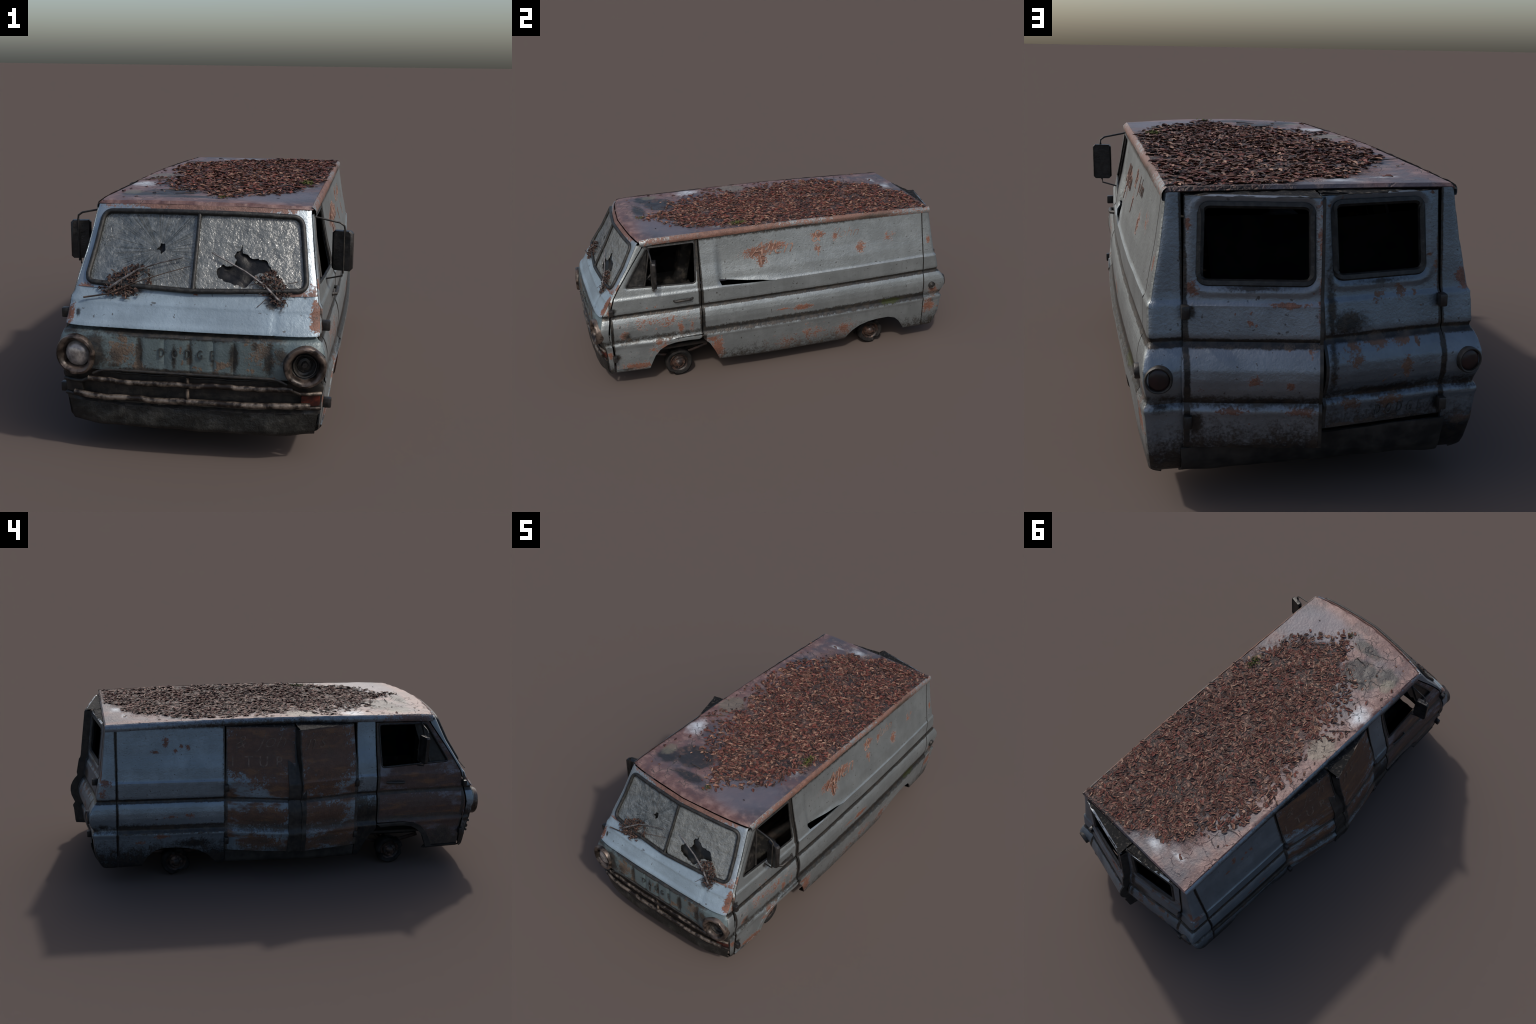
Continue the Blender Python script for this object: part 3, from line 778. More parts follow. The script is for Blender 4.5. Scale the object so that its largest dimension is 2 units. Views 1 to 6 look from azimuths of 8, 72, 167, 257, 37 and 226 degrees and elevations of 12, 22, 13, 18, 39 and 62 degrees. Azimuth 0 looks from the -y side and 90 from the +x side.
hole_n = [(-.105, .655), (-.092, .656), (-.088, .645), (-.093, .632), (-.099, .626), (-.103, .636), (-.116, .638), (-.110, .646)]
for sg, hole in ((1, hole_p), (-1, hole_n)):
    pane = [(X0 + sg * .003, .533), (X0 + sg * .003, .743), (X0 + sg * .321, .743), (X0 + sg * .349, .540)]
    hole = [(a + .006 * noise.noise(Vector((a * 90, b * 90, 0))), b + .006 * noise.noise(Vector((a * 90, b * 90, 5)))) for a, b in densify(hole, .006)]
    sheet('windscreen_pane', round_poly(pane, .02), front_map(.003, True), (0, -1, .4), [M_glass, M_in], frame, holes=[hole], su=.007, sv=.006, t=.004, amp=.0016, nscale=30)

for poly in ([(.062, .532), (.275, .532), (.275, .675), (.062, .675)], [(-.130, .615), (-.075, .615), (-.075, .668), (-.130, .668)]):  # dark sheets added behind the holes to close them off
    sheet('hole_backing', poly, front_map(.014, True), (0, -1, .4), [M_sootglass, M_in], frame, su=.007, sv=.007, t=.003, amp=.007, nscale=26)

def nose_extra(x, z):
    P = front_map()(x, z)
    crease = np.exp(-((z - .487) / .006) ** 2) * .004 - .006 * sstep(.487, .52, z) * sstep(.40, .34, np.abs(x - X0))
    seam = .003 * np.exp(-((x - .275) / .004) ** 2) * sstep(.49, .48, z)
    P[:, 1] += -crease * .6 + seam
    P[:, 1] -= .004 * sstep(.44, .423, z)
    return P
sheet('nose_panel', full_width(.4185, .5235, 16), nose_extra, (0, -1, .4), [paint_nose, M_in], van, su=.010, sv=.0045, t=.010)

def grille_surface(x, z):
    P = front_map()(x, z)
    rib = np.zeros_like(x)
    for rx in (-.139, -.06, .019, .09, .156, .262):
        rib += np.exp(-((x - rx) / .007) ** 2)
    pan = sstep(.31, .27, np.abs(x - X0))
    P[:, 1] += .004 * rib * pan * sstep(.405, .39, z) + .014 * sstep(.398, .414, z) - .006 * pan * sstep(.410, .395, z)
    return P
sheet('grille_panel', full_width(.284, .4145, 22), grille_surface, (0, -1, 0), [paint_grille, M_in], van, holes=[[(X0 + sg * .357 + .060 * math.cos(a), .329 + .060 * math.sin(a)) for a in np.linspace(0, 2 * math.pi, 28, endpoint=False)] for sg in (1, -1)], su=.008, sv=.005, amp=.002, nscale=16)

def slot(x, z):
    P = front_map()(x, z)
    edge = sstep(.400, .330, np.abs(x - X0))
    P[:, 1] += .014 * edge * sstep(.168, .180, z) * sstep(.292, .280, z)
    return P
sheet('grille_recess', full_width(.166, .2845, 20), slot, (0, -1, 0), [M_black, M_in], van, su=.010, sv=.005, amp=.002, nscale=16)
sheet('valance', full_width(.0915, .1665, 16, .012), front_map(), (0, -1, 0), [paint_chin, M_in], van, su=.010, sv=.006, amp=.005, nscale=12)

def front_bar(name, z, half, r, sag, out, mat, flat=1.3):
    pts = []
    for t in np.linspace(-1, 1, 60):
        x = X0 + t * half
        zz = z + sag * (t * t) + .006 * noise.noise(Vector((t * 3.2, z * 30, 0))) + .0025 * noise.noise(Vector((t * 11, z * 30, 4)))
        pts.append((x, float(front_surface(x, zz)) - out, zz))
    pts = [tuple(p) for p in deform(np.array(pts))]
    return tube(name, pts, lambda u: r * (1 + .2 * noise.noise(Vector((u * 18, z * 50, 2)))), mat, van, seg=10, flat=flat, up=(0, 0, 1))
front_bar('grille_bar', .246, .318, .0065, .006, .007, M_bar, 1.3)
front_bar('bumper_bar', .192, .372, .0085, .004, .008, M_bar, 1.2)
front_bar('grille_bar', .268, .300, .0035, .002, -.012, M_black, 1.0)
for sg in (1, -1):   # outer ends of the bar that frame the lamps
    pts = [(X0 + sg * u, float(front_surface(X0 + sg * u, z)) - .003, z) for u, z in ((.31, .252), (.34, .238), (.37, .236), (.405, .237))]
    tube('bumper_end', [tuple(p) for p in deform(np.array(pts))], .006, M_bar if sg > 0 else M_black, van, seg=8)
    pts = [(X0 + sg * u, float(front_surface(X0 + sg * u, z)) - .003, z) for u, z in ((.33, .189), (.37, .187), (.405, .187))]
    tube('bumper_end', [tuple(p) for p in deform(np.array(pts))], .006, M_bar if sg > 0 else M_black, van, seg=8)
    def ind(x, z): 
        P = front_map()(x, z); P[:, 1] -= .002; return P
    u0, u1 = sorted((X0 + sg * .345, X0 + sg * .402))
    sheet('indicator_lamp', round_poly([(u0, .195), (u1, .195), (u1, .229), (u0, .229)], .005), ind, (0, -1, 0), [M_amber if sg > 0 else M_black, M_in], van, su=.008, sv=.006, t=.008)
for z0, z1 in ((.200, .238), (.252, .272)):
    y = float(front_surface(X0, .22))
    tube('grille_post', [(X0 - .004, y - .006, z0), (X0 - .004, y - .006, z1)], .006, M_bar, van, seg=8)
lip = [tuple(p) for p in deform(np.array([(X0 + t * .30, float(front_surface(X0 + t * .30, .284)) - .004, .2835 - .014 * max(0, abs(t) - .90) / .10) for t in np.linspace(-1, 1, 50)]))]
tube('grille_lip', lip, .005, M_black, van, seg=8)

# head lamps
for sg in (1, -1):
    c = Vector((X0 + sg * .357, -.979, .328))
    M = Matrix.Translation(c) @ Matrix.Rotation(math.radians(-sg * -7), 4, 'Z') @ Matrix.Rotation(math.radians(90), 4, 'X')
    lamp = bpy.data.objects.new('headlamp', None); COL.objects.link(lamp); lamp.parent = van
    ring = [(.0655, -.030), (.0655, .004), (.062, .012), (.056, .0140), (.050, .011), (.045, .003), (.042, -.006), (.041, -.014)]
    lathe('lamp_bezel', ring, M, M_bezel, lamp, seg=48, amp=.0022, seed=sg * 4)
    if sg < 0:
        bulb = [(.041, -.012), (.037, -.004), (.030, .003), (.018, .008), (.006, .010), (.0003, .010)]
        lathe('lamp_glass', bulb, M, M_bulb, lamp, seg=32, amp=.0012, seed=2)
    else:
        bowl = [(.042, -.010), (.038, -.014), (.036, -.009), (.033, -.010), (.031, -.020), (.025, -.024), (.022, -.020), (.019, -.026), (.011, -.024), (.008, -.016), (.0003, -.016)]
        lathe('lamp_bowl', bowl, M, M_black, lamp, seg=32, amp=.003, seed=9)

# ---- lettering helpers --------------------------------------------------------
def glyphs(text, size, shear=0.0, extrude=.0012, offset=0.0):
    cu = bpy.data.curves.new('glyph', 'FONT'); cu.body = text; cu.size = size; cu.shear = shear
    cu.extrude = extrude; cu.align_x = 'CENTER'; cu.align_y = 'CENTER'; cu.resolution_u = 3; cu.offset = offset
    ob = bpy.data.objects.new('glyph', cu); COL.objects.link(ob)
    dg = bpy.context.evaluated_depsgraph_get(); dg.update()
    me = bpy.data.meshes.new_from_object(ob.evaluated_get(dg))
    V = np.array([v.co[:] for v in me.vertices]).reshape(-1, 3); F = [tuple(p.vertices) for p in me.polygons]
    bpy.data.objects.remove(ob); bpy.data.curves.remove(cu); bpy.data.meshes.remove(me)
    return V, F

def letter_on(name, text, size, place, mat, parent, shear=0.0, stretch=1.0, offset=0.0):
    V, F = glyphs(text, size, shear, offset=offset)
    if not len(V): return
    V[:, 0] *= stretch
    return mesh_object(name, place(V), F, mat, parent, smooth=False)

for ch, x in zip('DODGE', (-.068, -.027, .014, .052, .090)):
    def place(V, x=x):
        u = x + V[:, 0]; z = .347 + V[:, 1]
        P = grille_surface(u, z); P[:, 1] -= .0025 + V[:, 2]; return P
    letter_on('letter', ch, .042, place, M_letter, van, stretch=.62)

# ---- roof -----------------------------------------------------------------------
def roof_front(x): 
    return float(front_surface(x, .772)) + .004
ro = [(X0 + .351, -.735)]
ys = np.linspace(-.727, .847, 40)
ro = [(X0 + .3515 + float(barrel(y)), float(y)) for y in ys] + [(X0 - .3515 - float(barrel(y)), float(y)) for y in ys[::-1]]
ro += [(float(x), roof_front(float(x))) for x in np.linspace(X0 - .345, X0 + .345, 30)]
ro = round_poly(ro, .004, 2)
def roof_map(x, y):
    d = edge_dist(np.stack([x, y], 1), ro)
    r = .009
    z = roof_z(x, y) - (r - np.sqrt(np.maximum(r * r - (r - np.clip(d, 0, r)) ** 2, 0)))
    # shallow oil-canning of the roof skin
    z = z - .003 * np.exp(-(((x + .14) / .10) ** 2 + ((y + .53) / .10) ** 2)) - .003 * np.exp(-(((x - .05) / .15) ** 2 + ((y - .3) / .3) ** 2))
    crust = np.clip(1.25 - np.hypot((x + .15) / .16, (y + .52) / .15), 0, 1) + .7 * np.clip(1.2 - np.hypot((x + .27) / .10, (y + .08) / .17), 0, 1)
    z = z + .0035 * np.clip(crust, 0, 1) * np.array([noise.turbulence(Vector((a * 26, b * 26, 1.7)), 3, False) for a, b in zip(x, y)])
    return np.stack([x, y, z], 1)
roof = sheet('roof', ro, roof_map, (0, 0, 1), [M_roof, M_in], van, su=.010, sv=.010, amp=.0016, nscale=9)

# ---- rear end --------------------------------------------------------------------
HX = .315
def side_span(z): return float(half_width(.88, z)) - TRIM
for sg, mat in ((1, paint_post_p), (-1, paint_post_n)):
    zs = np.linspace(.071, TOP, 70)
    ol = [(X0 + sg * side_span(z), float(z)) for z in zs] + [(X0 + sg * (HX + .002), float(z)) for z in zs[::-1]]
    sheet('corner_post', ol, rear_map(), (0, 1, 0), [mat, M_in], van, su=.008, sv=.0055)
zs = (.066, .152)
sheet('valance', [(X0 - HX - .012, zs[0]), (X0 + HX + .012, zs[0]), (X0 + HX + .012, zs[1]), (X0 - HX - .012, .185)], rear_map(-.012), (0, 1, 0), [paint_sill, M_in], van, su=.010, sv=.006, amp=.005, nscale=12)

rear_doors = []
for sg, push, zb, mat in ((1, .068, .157, paint_rear_door_p), (-1, .046, .192, paint_rear_door_n)):
    hx, hy = X0 + sg * HX, .885
    turn = hinge_turn(hx, hy, -sg * math.atan2(push, HX), None if sg > 0 else curve([(.16, .9), (.30, .85), (.42, 1.0), (.8, 1.0)]), (0, .010 if sg > 0 else 0))
    inner = X0 + sg * .004
    hxo = hx + (.004 if sg > 0 else -sg * GAP * .5)
    ol = [(hxo, zb), (hxo, TOP - .006), (inner, TOP - .008), (inner, zb)]
    if sg > 0: wn = [(.038, .545), (.300, .545), (.296, .725), (.042, .725)]
    else: wn = [(-.024, .548), (-.258, .548), (-.254, .724), (-.020, .724)]
    wn = round_poly(wn, .022, 6)
    def rim(x, z, wn=wn):
        P = rear_map()(x, z)
        d = edge_dist(np.stack([x, z], 1), wn)
        P[:, 1] += .004 * np.exp(-((d - .020) / .007) ** 2) - .005 * np.exp(-(d / .006) ** 2)
        return P
    rd = sheet('barn_door', ol, rim, (0, 1, 0), [mat, M_in], van, holes=[wn], su=.009, sv=.0055, t=.010, post=turn)
    rear_doors.append((sg, rd, turn))
    pts = []
    for p in densify(wn, .012):
        q = rear_map(.006)(np.array([p[0]]), np.array([p[1]]))
        pts.append(tuple(turn(q)[0]))
    tube('window_seal', pts, .0095, M_rubber, rd, seg=6, closed=True)
    if sg > 0: bp = [(-.010, .520), (.250, .503), (.270, .682), (-.010, .682)]
    else: bp = [(-.066, .505), (-.320, .497), (-.325, .570), (-.270, .686), (-.056, .670)]
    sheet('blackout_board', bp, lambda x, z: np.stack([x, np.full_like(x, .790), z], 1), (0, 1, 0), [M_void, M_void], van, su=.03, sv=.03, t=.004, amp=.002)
    # return flange along the free edge
    zz = np.linspace(zb + .002, TOP - .010, 80)
    e = deform(rear_map()(np.full_like(zz, inner), zz))
    depth = .055 if sg > 0 else .03
    e2 = e.copy(); e2[:, 1] += .002; e3 = e.copy(); e3[:, 1] -= depth
    VV = turn(np.vstack([e2, e3, e2 + [-sg * .008, 0, 0], e3 + [-sg * .008, 0, 0]]))
    n = len(zz); FF = []
    for i in range(n - 1):
        for (p, r2) in ((0, 1), (1, 3), (3, 2), (2, 0)):
            FF.append((p * n + i, p * n + i + 1, r2 * n + i + 1, r2 * n + i))
    mesh_object('door_edge_flange', VV, FF, M_black, rd)
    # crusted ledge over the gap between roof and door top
    n = 26; VV = []; FF = []
    xs = np.linspace(hx, inner, n)
    e0 = deform(rear_map()(xs, np.full(n, TOP - .008))); e1 = turn(e0)
    for i in range(n):
        q = np.array([xs[i], .832, float(roof_z(xs[i], .838)) - .013])
        for w in np.linspace(0, 1, 7):
            p = (e1[i] + [0, .002, .002]) * (1 - w) + q * w
            p = p + np.array(noise.noise_vector(Vector(p * 45))) * .003
            VV.append(p)
    for i in range(n - 1):
        for k in range(6):
            FF.append((i * 7 + k, i * 7 + k + 1, (i + 1) * 7 + k + 1, (i + 1) * 7 + k))
    mesh_object('crusted_ledge', VV, FF, M_flake, rd)

for sg, rd, turn in rear_doors:
    if sg < 0:
        for ch, x in zip('DODGE', (-.124, -.153, -.182, -.210, -.237)):
            def place(V, x=x, turn=turn):
                u = x - V[:, 0]; z = .222 + V[:, 1]
                P = deform(rear_map()(u, z)); P[:, 1] += .0008 + V[:, 2]; return turn(P)
            letter_on('letter', ch, .040, place, M_letter, rd, shear=.2, stretch=.55)

# tail lamps
for sg in (1, -1):
    c = Vector((X0 + sg * .380, .933, .335))
    M = Matrix.Translation(c) @ Matrix.Rotation(math.radians(-sg * 8), 4, 'Z') @ Matrix.Rotation(math.radians(-90), 4, 'X')
    lamp = bpy.data.objects.new('tail_lamp', None); COL.objects.link(lamp); lamp.parent = van
    lathe('lamp_bezel', [(.0325, -.020), (.0325, .003), (.030, .006), (.027, .005), (.026, .000)], M, M_black, lamp, seg=32, amp=.0006, seed=sg)
    lathe('lamp_lens', [(.0265, .000), (.022, .003), (.012, .005), (.0003, .0055)], M, M_lampglass, lamp, seg=32, amp=.0006, seed=sg + 3)

# hinges
def hinge(p, d, parent=van, size=(.020, .026, .030)):
    d = Vector(d); c = Vector(p) + d * .006
    rot = Matrix.Rotation(math.atan2(d.y, d.x), 3, 'Z')
    h = box('hinge', c, (.026, .020, .032), M_mirror, parent, .004, rot)
    return h
for sg in (1, -1):
    for y, z in ((-.902, .440), (-.902, .192)):
        hinge((X0 + sg * (float(half_width(y, z)) + .006), y, z), (sg, 0, 0))
    for z in (.482, .226):
        hinge((X0 + sg * (HX - .001), float(rear_y(z)) + .006, z), (0, 1, 0))
for y in (.296, -.339):
    for z in (.468, .214):
        hinge((X0 - float(half_width(y, z)) - .005, y, z), (-1, 0, 0))

# door handles, fuel cap, mirrors
for sg in (1, -1):
    w = float(half_width(-.53, .458))
    y0, y1 = -.585, -.490
    pts = [(X0 + sg * (w - .002), y0, .457), (X0 + sg * (w + .012), y0 + .006, .458), (X0 + sg * (w + .014), -.54, .459), (X0 + sg * (w + .013), y1 - .01, .460), (X0 + sg * (w - .002), y1, .460)]
    tube('door_handle', pts, .0065, M_black, van, seg=8)
M = Matrix.Translation((X0 + float(half_width(.848, .330)) + .006, .848, .330)) @ Matrix.Rotation(math.radians(90), 4, 'Y')
lathe('fuel_cap', [(.019, -.01), (.019, .004), (.0165, .007), (.014, .004), (.012, .004), (.009, .007), (.0003, .008)], M, M_black, van, seg=24)

for sg in (1, -1):
    cx = .462 if sg > 0 else -.424
    cy = -.682 if sg > 0 else -.660
    mir = bpy.data.objects.new('wing_mirror', None); COL.objects.link(mir); mir.parent = van
    rot = Matrix.Rotation(math.radians(-sg * 12), 3, 'Z')
    V = []; F = []
    o = [(-.034, -.058), (-.026, -.066), (.026, -.066), (.034, -.058), (.034, .058), (.026, .066), (-.026, .066), (-.034, .058)]
    layers = [(.80, -.011), (1, -.006), (1, .008), (.93, .011), (.90, .008)]
    for k, dy in layers:
        for a, b in o:
            V.append(Vector((cx, cy, .629)) + rot @ Vector((a * (k if k < 1 else 1), dy, b * (.9 + .1 * k))))
    for i in range(len(layers) - 1):
        for j in range(8):
            j2 = (j + 1) % 8
            F.append((i * 8 + j, i * 8 + j2, (i + 1) * 8 + j2, (i + 1) * 8 + j))
    F.append(tuple(range(8))[::-1]); F.append(tuple(range(32, 40)))
    mesh_object('mirror_housing', V, F, M_mirror, mir, angle=30)
    wt = X0 + sg * (float(half_width(-.67, .735)) - .004)
    tube('mirror_arm', [(wt, cy - .01, .738), (cx - sg * .010, cy - .012, .722), (cx + sg * .004, cy - .012, .712), (cx + sg * .008, cy - .010, .690)], .0035, M_black, mir, seg=6)
    wb = X0 + sg * (float(half_width(-.67, .52)) - .002)
    tube('mirror_arm', [(cx + sg * .002, cy - .006, .568), (cx + sg * .001, cy - .006, .546), (wb, cy + .005, .532 if sg > 0 else .535)], .0028, M_black, mir, seg=6)
    tube('mirror_rod', [(cx + sg * .004, cy - .014, .700), (cx + sg * .004, cy - .014, .556)], .003, M_black, mir, seg=6)

# ---- wipers and debris at the screen --------------------------------------------
def on_screen(x, z, off=.008):
    return tuple(front_map(-off, True)(np.array([x]), np.array([z]))[0])
for pts in ([(.287, .513), (.235, .556), (.175, .592), (.115, .620), (.066, .641)], [(-.262, .520), (-.215, .553), (-.165, .584), (-.10, .606), (-.023, .625)]):
    path = [on_screen(x, z, .013) for x, z in pts]
    w = tube('wiper', path, lambda u: .0045 - .0025 * u, plain('weathered_wiper', (.05, .045, .042), (.22, .205, .20), 40, .4, .5), frame, seg=6)
tube('twig', [on_screen(x, z, .016) for x, z in ((-.33, .4975), (-.25, .512), (-.17, .548), (-.08, .578), (.005, .604))], lambda u: .003 - .002 * u, M_twig, frame, seg=5)

def leaf_shape(size, rnd):
    """a curled little leaf: pointed oval with a folded midrib"""
    L = size; Wd = size * rnd.uniform(.38, .62)
    fold = rnd.uniform(.05, .35) * Wd; curl = rnd.uniform(-.25, .35) * L
    pts = [(-.5, 0, 0), (-.2, .42, 1), (.15, .46, 1), (.5, 0, 0), (.15, -.46, 1), (-.2, -.42, 1), (-.15, 0, 0), (.2, 0, 0)]
    V = [Vector((a * L, b * Wd, c * fold - curl * (a * a))) for a, b, c in pts]
    F = [(0, 6, 1), (1, 6, 7, 2), (2, 7, 3), (0, 5, 6), (5, 4, 7, 6), (4, 3, 7)]
    return V, F

def scatter(name, sample, count, size, mat, parent, seed, lift=.004, tilt=.45):
    rnd = random.Random(seed)
    VV = []; FF = []
    for i in range(count):
        r = sample(rnd)
        if r is None: continue
        p, nrm = r
        V, F = leaf_shape(rnd.uniform(*size), rnd)
        z = (Vector(nrm) + Vector((rnd.gauss(0, tilt), rnd.gauss(0, tilt), rnd.gauss(0, tilt * .5)))).normalized()
        q = z.to_track_quat('Z', 'Y') @ Matrix.Rotation(rnd.uniform(0, 6.28), 3, 'Z').to_quaternion()
        o = Vector(p) + Vector(nrm) * rnd.uniform(0, lift)
        b = len(VV)
        VV += [q @ v + o for v in V]
        FF += [tuple(b + k for k in f) for f in F]
    ob = mesh_object(name, VV, FF, mat, parent, smooth=True, angle=25)
    ob['kind'] = 'stuff'
    return ob

LITTER = [(.350, .825), (.368, .41), (.368, .10), (.350, -.12), (.285, -.20), (.285, -.30), (.255, -.41), (.18, -.52), (.07, -.60), (-.02, -.56), (-.05, -.45), (-.11, -.41),
          (-.20, -.37), (-.225, -.27), (-.245, -.18), (-.215, -.04), (-.25, .10), (-.24, .32), (-.215, .48), (-.17, .62), (-.10, .71), (-.02, .74), (.03, .80), (.10, .832)]
def litter_points(n, seed):
    """candidate spots on the roof, thinned by a ragged, patchy density"""
    g = np.random.default_rng(seed)
    out = []
    while len(out) < n:
        xy = np.stack([g.uniform(-.33, .365, 6000), g.uniform(-.70, .828, 6000)], 1)
        sd = edge_dist(xy, LITTER) * np.where(in_poly(xy, LITTER), 1, -1)
        keep = g.random(6000)
        zz = roof_map(xy[:, 0], xy[:, 1])[:, 2]
        for (x, y), d, k, z in zip(xy, sd, keep, zz):
            nz = noise.noise(Vector((x * 16, y * 16, 3.3))) * .06 + noise.noise(Vector((x * 6, y * 6, 1.3))) * .07
            pr = min(1, max(0, .65 + (d + nz) / .07)) if d > -.15 else 0
            pr *= .30 + .70 * min(1, max(0, .75 + 2.6 * noise.noise(Vector((x * 11, y * 11, 8.1)))))
            if k < max(pr, .006):
                out.append(((x, y, z + .001), (0, 0, 1)))
    return out[:n]
_spots = iter(litter_points(9000, 3))
def litter_sample(rnd): return next(_spots)
def fast_roof_z(x, y): return float(roof_z(x, y))
scatter('leaf_litter', litter_sample, 7000, (.012, .032), M_leaf, roof, 5, .001, .09)

def pile(poly, off):
    g = np.random.default_rng(17)
    lo, hi = np.array(poly).min(0), np.array(poly).max(0)
    xz = g.uniform(lo, hi, (4000, 2)); xz = xz[in_poly(xz, poly)]
    P = front_map(0, True)(xz[:, 0], xz[:, 1]); P[:, 1] -= g.uniform(0, off, len(P))
    it = iter(P)
    return lambda rnd: (tuple(next(it)), (0, -.8, .6))
scatter('leaf_pile', pile([(-.290, .520), (-.262, .560), (-.235, .568), (-.20, .590), (-.165, .598), (-.13, .590), (-.115, .545), (-.128, .545), (-.135, .575), (-.16, .572), (-.17, .535), (-.145, .512), (-.20, .503), (-.27, .508)], .012), 420, (.005, .017), M_mulch, frame, 8, .004, .7)
scatter('leaf_pile', pile([(.20, .575), (.262, .596), (.30, .555), (.318, .530), (.296, .495), (.262, .505), (.24, .545), (.20, .560)], .014), 360, (.005, .016), M_mulch, frame, 9, .004, .7)

rnd = random.Random(6)
for cx, cz, n in ((-.20, .54, 16), (.265, .545, 14)):     # stalks sticking out of the drifts
    for k in range(n):
        x = cx + rnd.gauss(0, .035); z = cz + rnd.gauss(0, .022); a = rnd.uniform(0, 6.28); L = rnd.uniform(.02, .06)
        p = [on_screen(x + math.cos(a) * L * u + rnd.gauss(0, .002), z + math.sin(a) * L * .6 * u, .006 + rnd.uniform(0, .008)) for u in (0, .35, .7, 1)]
        tube('stalk', p, .0011, M_twig, frame, seg=4)
rnd = random.Random(4)
def roof_twig(x, y, a, L):
    pts = []
    for i in range(6):
        pts.append((x, y, float(roof_map(np.array([x]), np.array([y]))[0, 2]) + .004))
        a += rnd.gauss(0, .3); x += math.cos(a) * L / 5; y += math.sin(a) * L / 5
    tube('twig', pts, lambda u: .0022 - .0012 * u, M_twig, roof, seg=5)
for x, y, a, L in ((-.235, -.18, 3.8, .13), (-.223, .524, 3.3, .10), (.21, -.42, 4.4, .10), (.15, -.50, 4.0, .07), (.26, -.36, -.9, .09), (-.10, -.45, 3.6, .09), (-.05, -.58, 2.8, .07)):
    roof_twig(x, y, a, L)
def moss_sample(cx, cy, rx, ry):
    def f(rnd):
        x = rnd.gauss(cx, rx); y = rnd.gauss(cy, ry)
        return (x, y, fast_roof_z(x, y) + .001), (0, 0, 1)
    return f
scatter('moss_tuft', moss_sample(.303, -.205, .010, .022), 120, (.006, .012), M_moss, roof, 2, .008, .9)
scatter('moss_tuft', moss_sample(.06, -.66, .012, .012), 40, (.005, .010), M_moss, roof, 3, .006, .9)

# ---- ghost signs -------------------------------------------------------------------
M_sign_p = plain('rust_sign_letter', (.085, .042, .030), (.24, .15, .115), 60, .55, .1, .5)
M_sign_n = plain('faded_sign_letter', (.055, .036, .026), (.15, .10, .07), 60, .55, .1, .5)
def flank_place(s, yc, zc, turn=None, lift=.0003, slope=0.0):
    def f(V):
        y = yc + s * V[:, 0]; z = zc + V[:, 1] + slope * V[:, 0]
        P = deform(side_map(s)(y, z)); P[:, 0] += s * (lift + V[:, 2])
        return turn(P) if turn else P
    return f
letter_on('sign_lettering', 'Allen', .105, flank_place(1, -.065, .655), M_sign_p, van, shear=.5, stretch=1.05, offset=-.0018)
letter_on('sign_lettering', '&', .09, flank_place(1, .185, .685), M_sign_p, van, shear=.3, offset=-.0012)
letter_on('sign_lettering', 'John', .075, flank_place(1, .355, .685), M_sign_p, van, shear=.5, offset=-.0024)
letter_on('sign_lettering', 'F', .075, flank_place(1, -.112, .598), M_sign_p, van, offset=-.001)
letter_on('sign_lettering', 'T', .07, flank_place(1, .192, .605), M_sign_p, van, offset=-.0015)
letter_on('sign_lettering', 'E', .07, flank_place(1, .435, .590), M_sign_p, van, offset=-.0015)
t_rear = hinge_turn(X0 - .392, .296, -math.atan2(.062, .326), TWIST_REAR); t_front = hinge_turn(X0 - .392, -.338, math.atan2(.068, .300), TWIST_FRONT)
letter_on('sign_lettering', '&', .085, flank_place(-1, .232, .672, t_rear), M_sign_n, van, shear=.4, offset=-.0015)
letter_on('sign_lettering', 'Joh', .10, flank_place(-1, .085, .680, t_rear), M_sign_n, van, shear=.45, offset=-.002)
letter_on('sign_lettering', "n's", .10, flank_place(-1, -.115, .680, t_front), M_sign_n, van, shear=.45, offset=-.002)
for i, (ch, y) in enumerate(zip('ITUR', (.265, .190, .120, .045))):
    letter_on('sign_lettering', ch, .068, flank_place(-1, y, .585, t_rear), M_sign_n, van)

# ---- wheels and running gear ---------------------------------------------------------
for sg in (1, -1):
    for y, seed in ((-.566, 1), (.520, 5)):
        r = .072
        xo = X0 + sg * .352
        wheel = bpy.data.objects.new('wheel', None); COL.objects.link(wheel); wheel.parent = van
        M = Matrix.Translation((xo, y, r + .0005)) @ Matrix.Rotation(math.radians(90) * sg, 4, 'Y')
        prof = [(.048, -.052), (.060, -.060), (.069, -.056), (.0715, -.045), (.0715, -.015), (.069, -.004), (.062, .001), (.053, -.002), (.047, -.008)]
        def rag(rr, a, i, seed=seed, sg=sg):
            k = noise.noise(Vector((math.cos(a) * 1.6 + seed, math.sin(a) * 1.6, sg + i * .12)))
            if rr > .06: rr -= max(0, k - .08) * .045
            return min(rr, .072)
        lathe('tyre', prof, M, M_tyre, wheel, seg=48, ragged=rag)
        lathe('rim', [(.047, -.050), (.048, -.008), (.046, -.004), (.042, -.008), (.036, -.014), (.033, -.006), (.030, -.002), (.022, -.002), (.018, .002), (.013, .008), (.009, .010), (.0003, .010)], M, M_hub, wheel, seg=32, amp=.0012, seed=seed)
        for k in range(5):
            an = k * 2 * math.pi / 5 + seed
            p = M @ Vector((.024 * math.cos(an), .024 * math.sin(an), .001))
            box('wheel_nut', p, (.006, .006, .006), M_rustmetal, wheel, .001, seg=1)
for y in (-.566, .520):
    tube('axle', [(X0 - .34, y, .074), (X0 + .34, y, .074)], .014, M_black, van, seg=10)
    for sg in (1, -1):
        tube('suspension_spring', [(X0 + sg * .27, y - .17, .120), (X0 + sg * .27, y - .08, .096), (X0 + sg * .27, y, .088), (X0 + sg * .27, y + .08, .096), (X0 + sg * .27, y + .17, .120)], .009, M_rustmetal, van, seg=6)
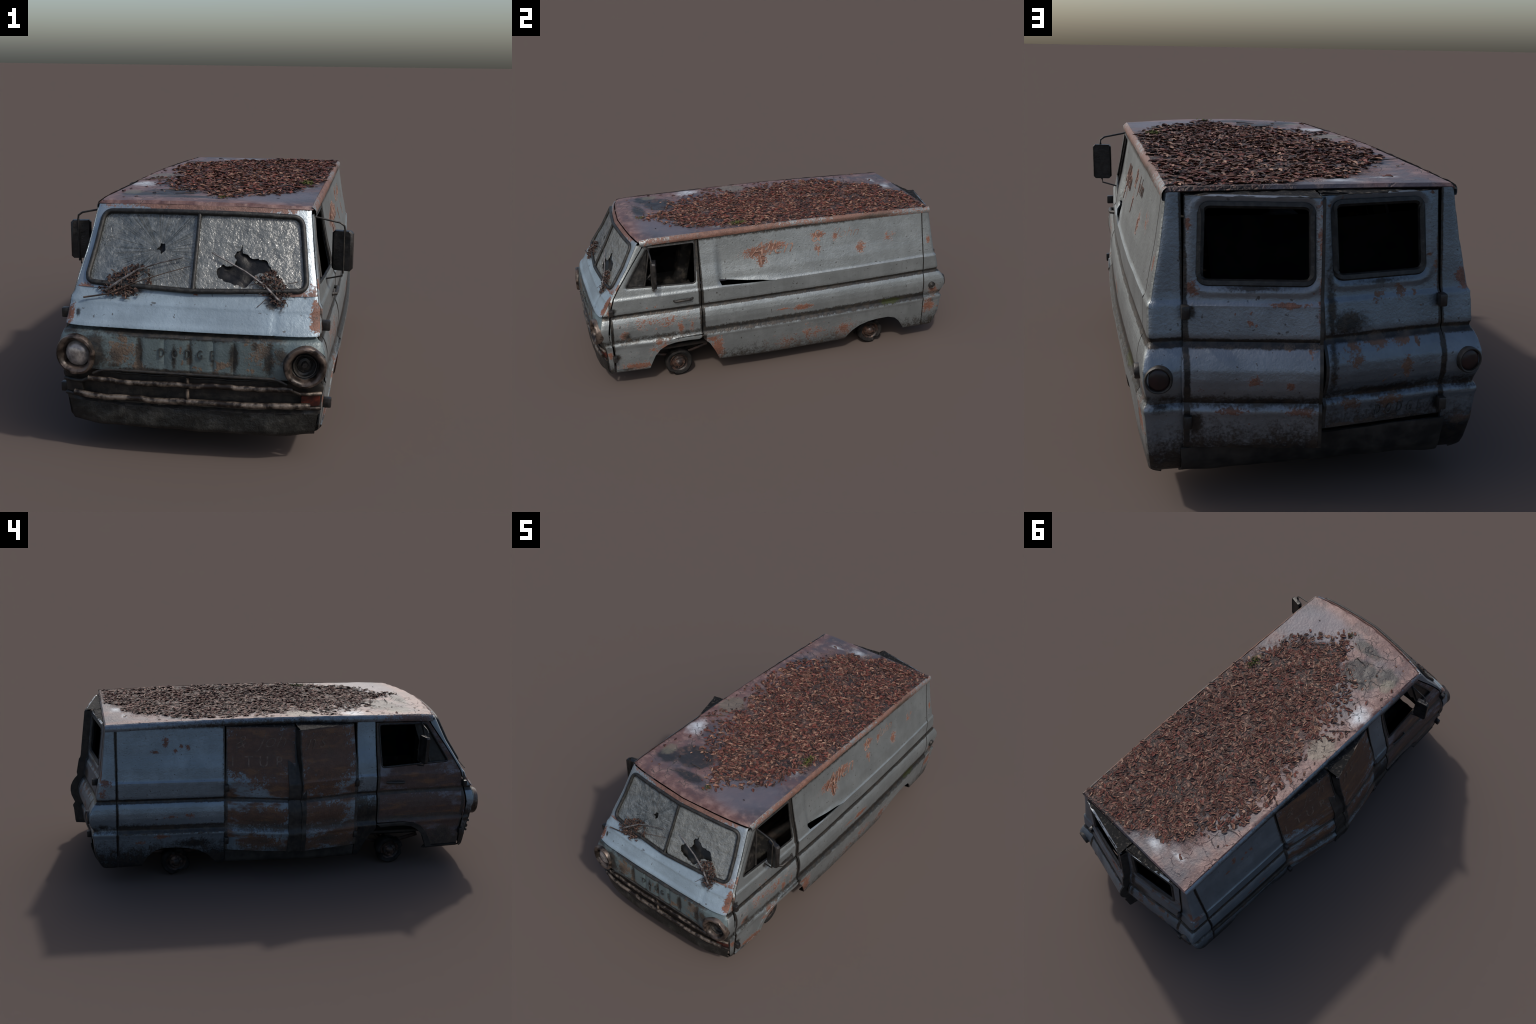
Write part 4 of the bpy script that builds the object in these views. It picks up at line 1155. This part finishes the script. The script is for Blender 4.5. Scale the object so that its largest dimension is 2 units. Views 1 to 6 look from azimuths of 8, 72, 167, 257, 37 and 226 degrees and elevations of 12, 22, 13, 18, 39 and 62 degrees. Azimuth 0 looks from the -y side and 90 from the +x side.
lathe('differential', [(.0003, -.034), (.02, -.032), (.034, -.016), (.036, 0), (.034, .016), (.02, .032), (.0003, .034)], Matrix.Translation((X0, .52, .076)) @ Matrix.Rotation(math.radians(90), 4, 'X'), M_black, van, seg=20)
tube('exhaust_pipe', [(X0 - .30, .71, .118), (X0 - .30, .60, .110), (X0 - .22, .40, .105), (X0 - .16, -.2, .100)], .010, M_rustmetal, van, seg=8)
box('fuel_tank', (X0 + .02, .40, .088), (.44, .11, .10), M_black, van, .014)

# ---- floor, wheel wells, interior -------------------------------------------------------
for sg in (1, -1):
    for ya, yb, zt, zl in ((-.735, -.365, .232, .125), (.335, .695, .180, .115)):
        box('wheel_well', (X0 + sg * .262, (ya + yb) / 2, (zt + zl) / 2), (.012, yb - ya, zt - zl), M_in, van, .003)
        box('wheel_well', (X0 + sg * .325, (ya + yb) / 2, zt + .004), (.125, yb - ya, .010), M_in, van, .003)
def deck(x, y):
    """floor that steps up over both axles"""
    up = .048 * sstep(-.76, -.73, y) * sstep(-.33, -.37, y) + .036 * sstep(.30, .34, y) * sstep(.72, .68, y)
    return np.stack([x, y, .140 + up + .004 * np.sin(x * 120)], 1)
sheet('floor_pan', [(X0 - .378, -.90), (X0 - .378, .845), (X0 + .378, .845), (X0 + .378, -.90)], deck, (0, 0, 1), [M_floor, M_floor], van, su=.012, sv=.02, t=.012, amp=0)

for sg in (1, -1):  # added black boards that block the view through the cab
    box('cab_view_blocker', (X0 + sg * .115, -.60, .63), (.012, .30, .27), M_void, van, .004)
box('dashboard', (X0, -.80, .505), (.70, .10, .06), M_seat, van, .015)
box('engine_cover', (X0 + .0, -.60, .42), (.22, .30, .34), M_seat, van, .03)
for sg in (1, -1):
    seat = bpy.data.objects.new('seat', None); COL.objects.link(seat); seat.parent = van
    box('seat_cushion', (X0 + sg * .19, -.56, .40), (.22, .24, .10), M_seat, seat, .025)
    box('seat_back', (X0 + sg * .10, -.475, .56), (.17, .07, .26), M_seat, seat, .025, Matrix.Rotation(math.radians(-12), 3, 'X'))
c = Vector((X0 + .22, -.70, .545)); rot = Matrix.Rotation(math.radians(38), 3, 'X')
sw = bpy.data.objects.new('steering_wheel', None); COL.objects.link(sw); sw.parent = van
tube('wheel_rim', [c + rot @ Vector((.082 * math.cos(a), .082 * math.sin(a), 0)) for a in np.linspace(0, 2 * math.pi, 32, endpoint=False)], .0055, M_black, sw, seg=6, closed=True, up=rot @ Vector((0, 0, 1)))
tube('steering_column', [c, c + rot @ Vector((0, 0, -.20))], .009, M_black, sw, seg=8)
for a in (0, math.pi):
    tube('wheel_spoke', [c, c + rot @ Vector((.08 * math.cos(a), .08 * math.sin(a), 0))], .005, M_black, sw, seg=6)
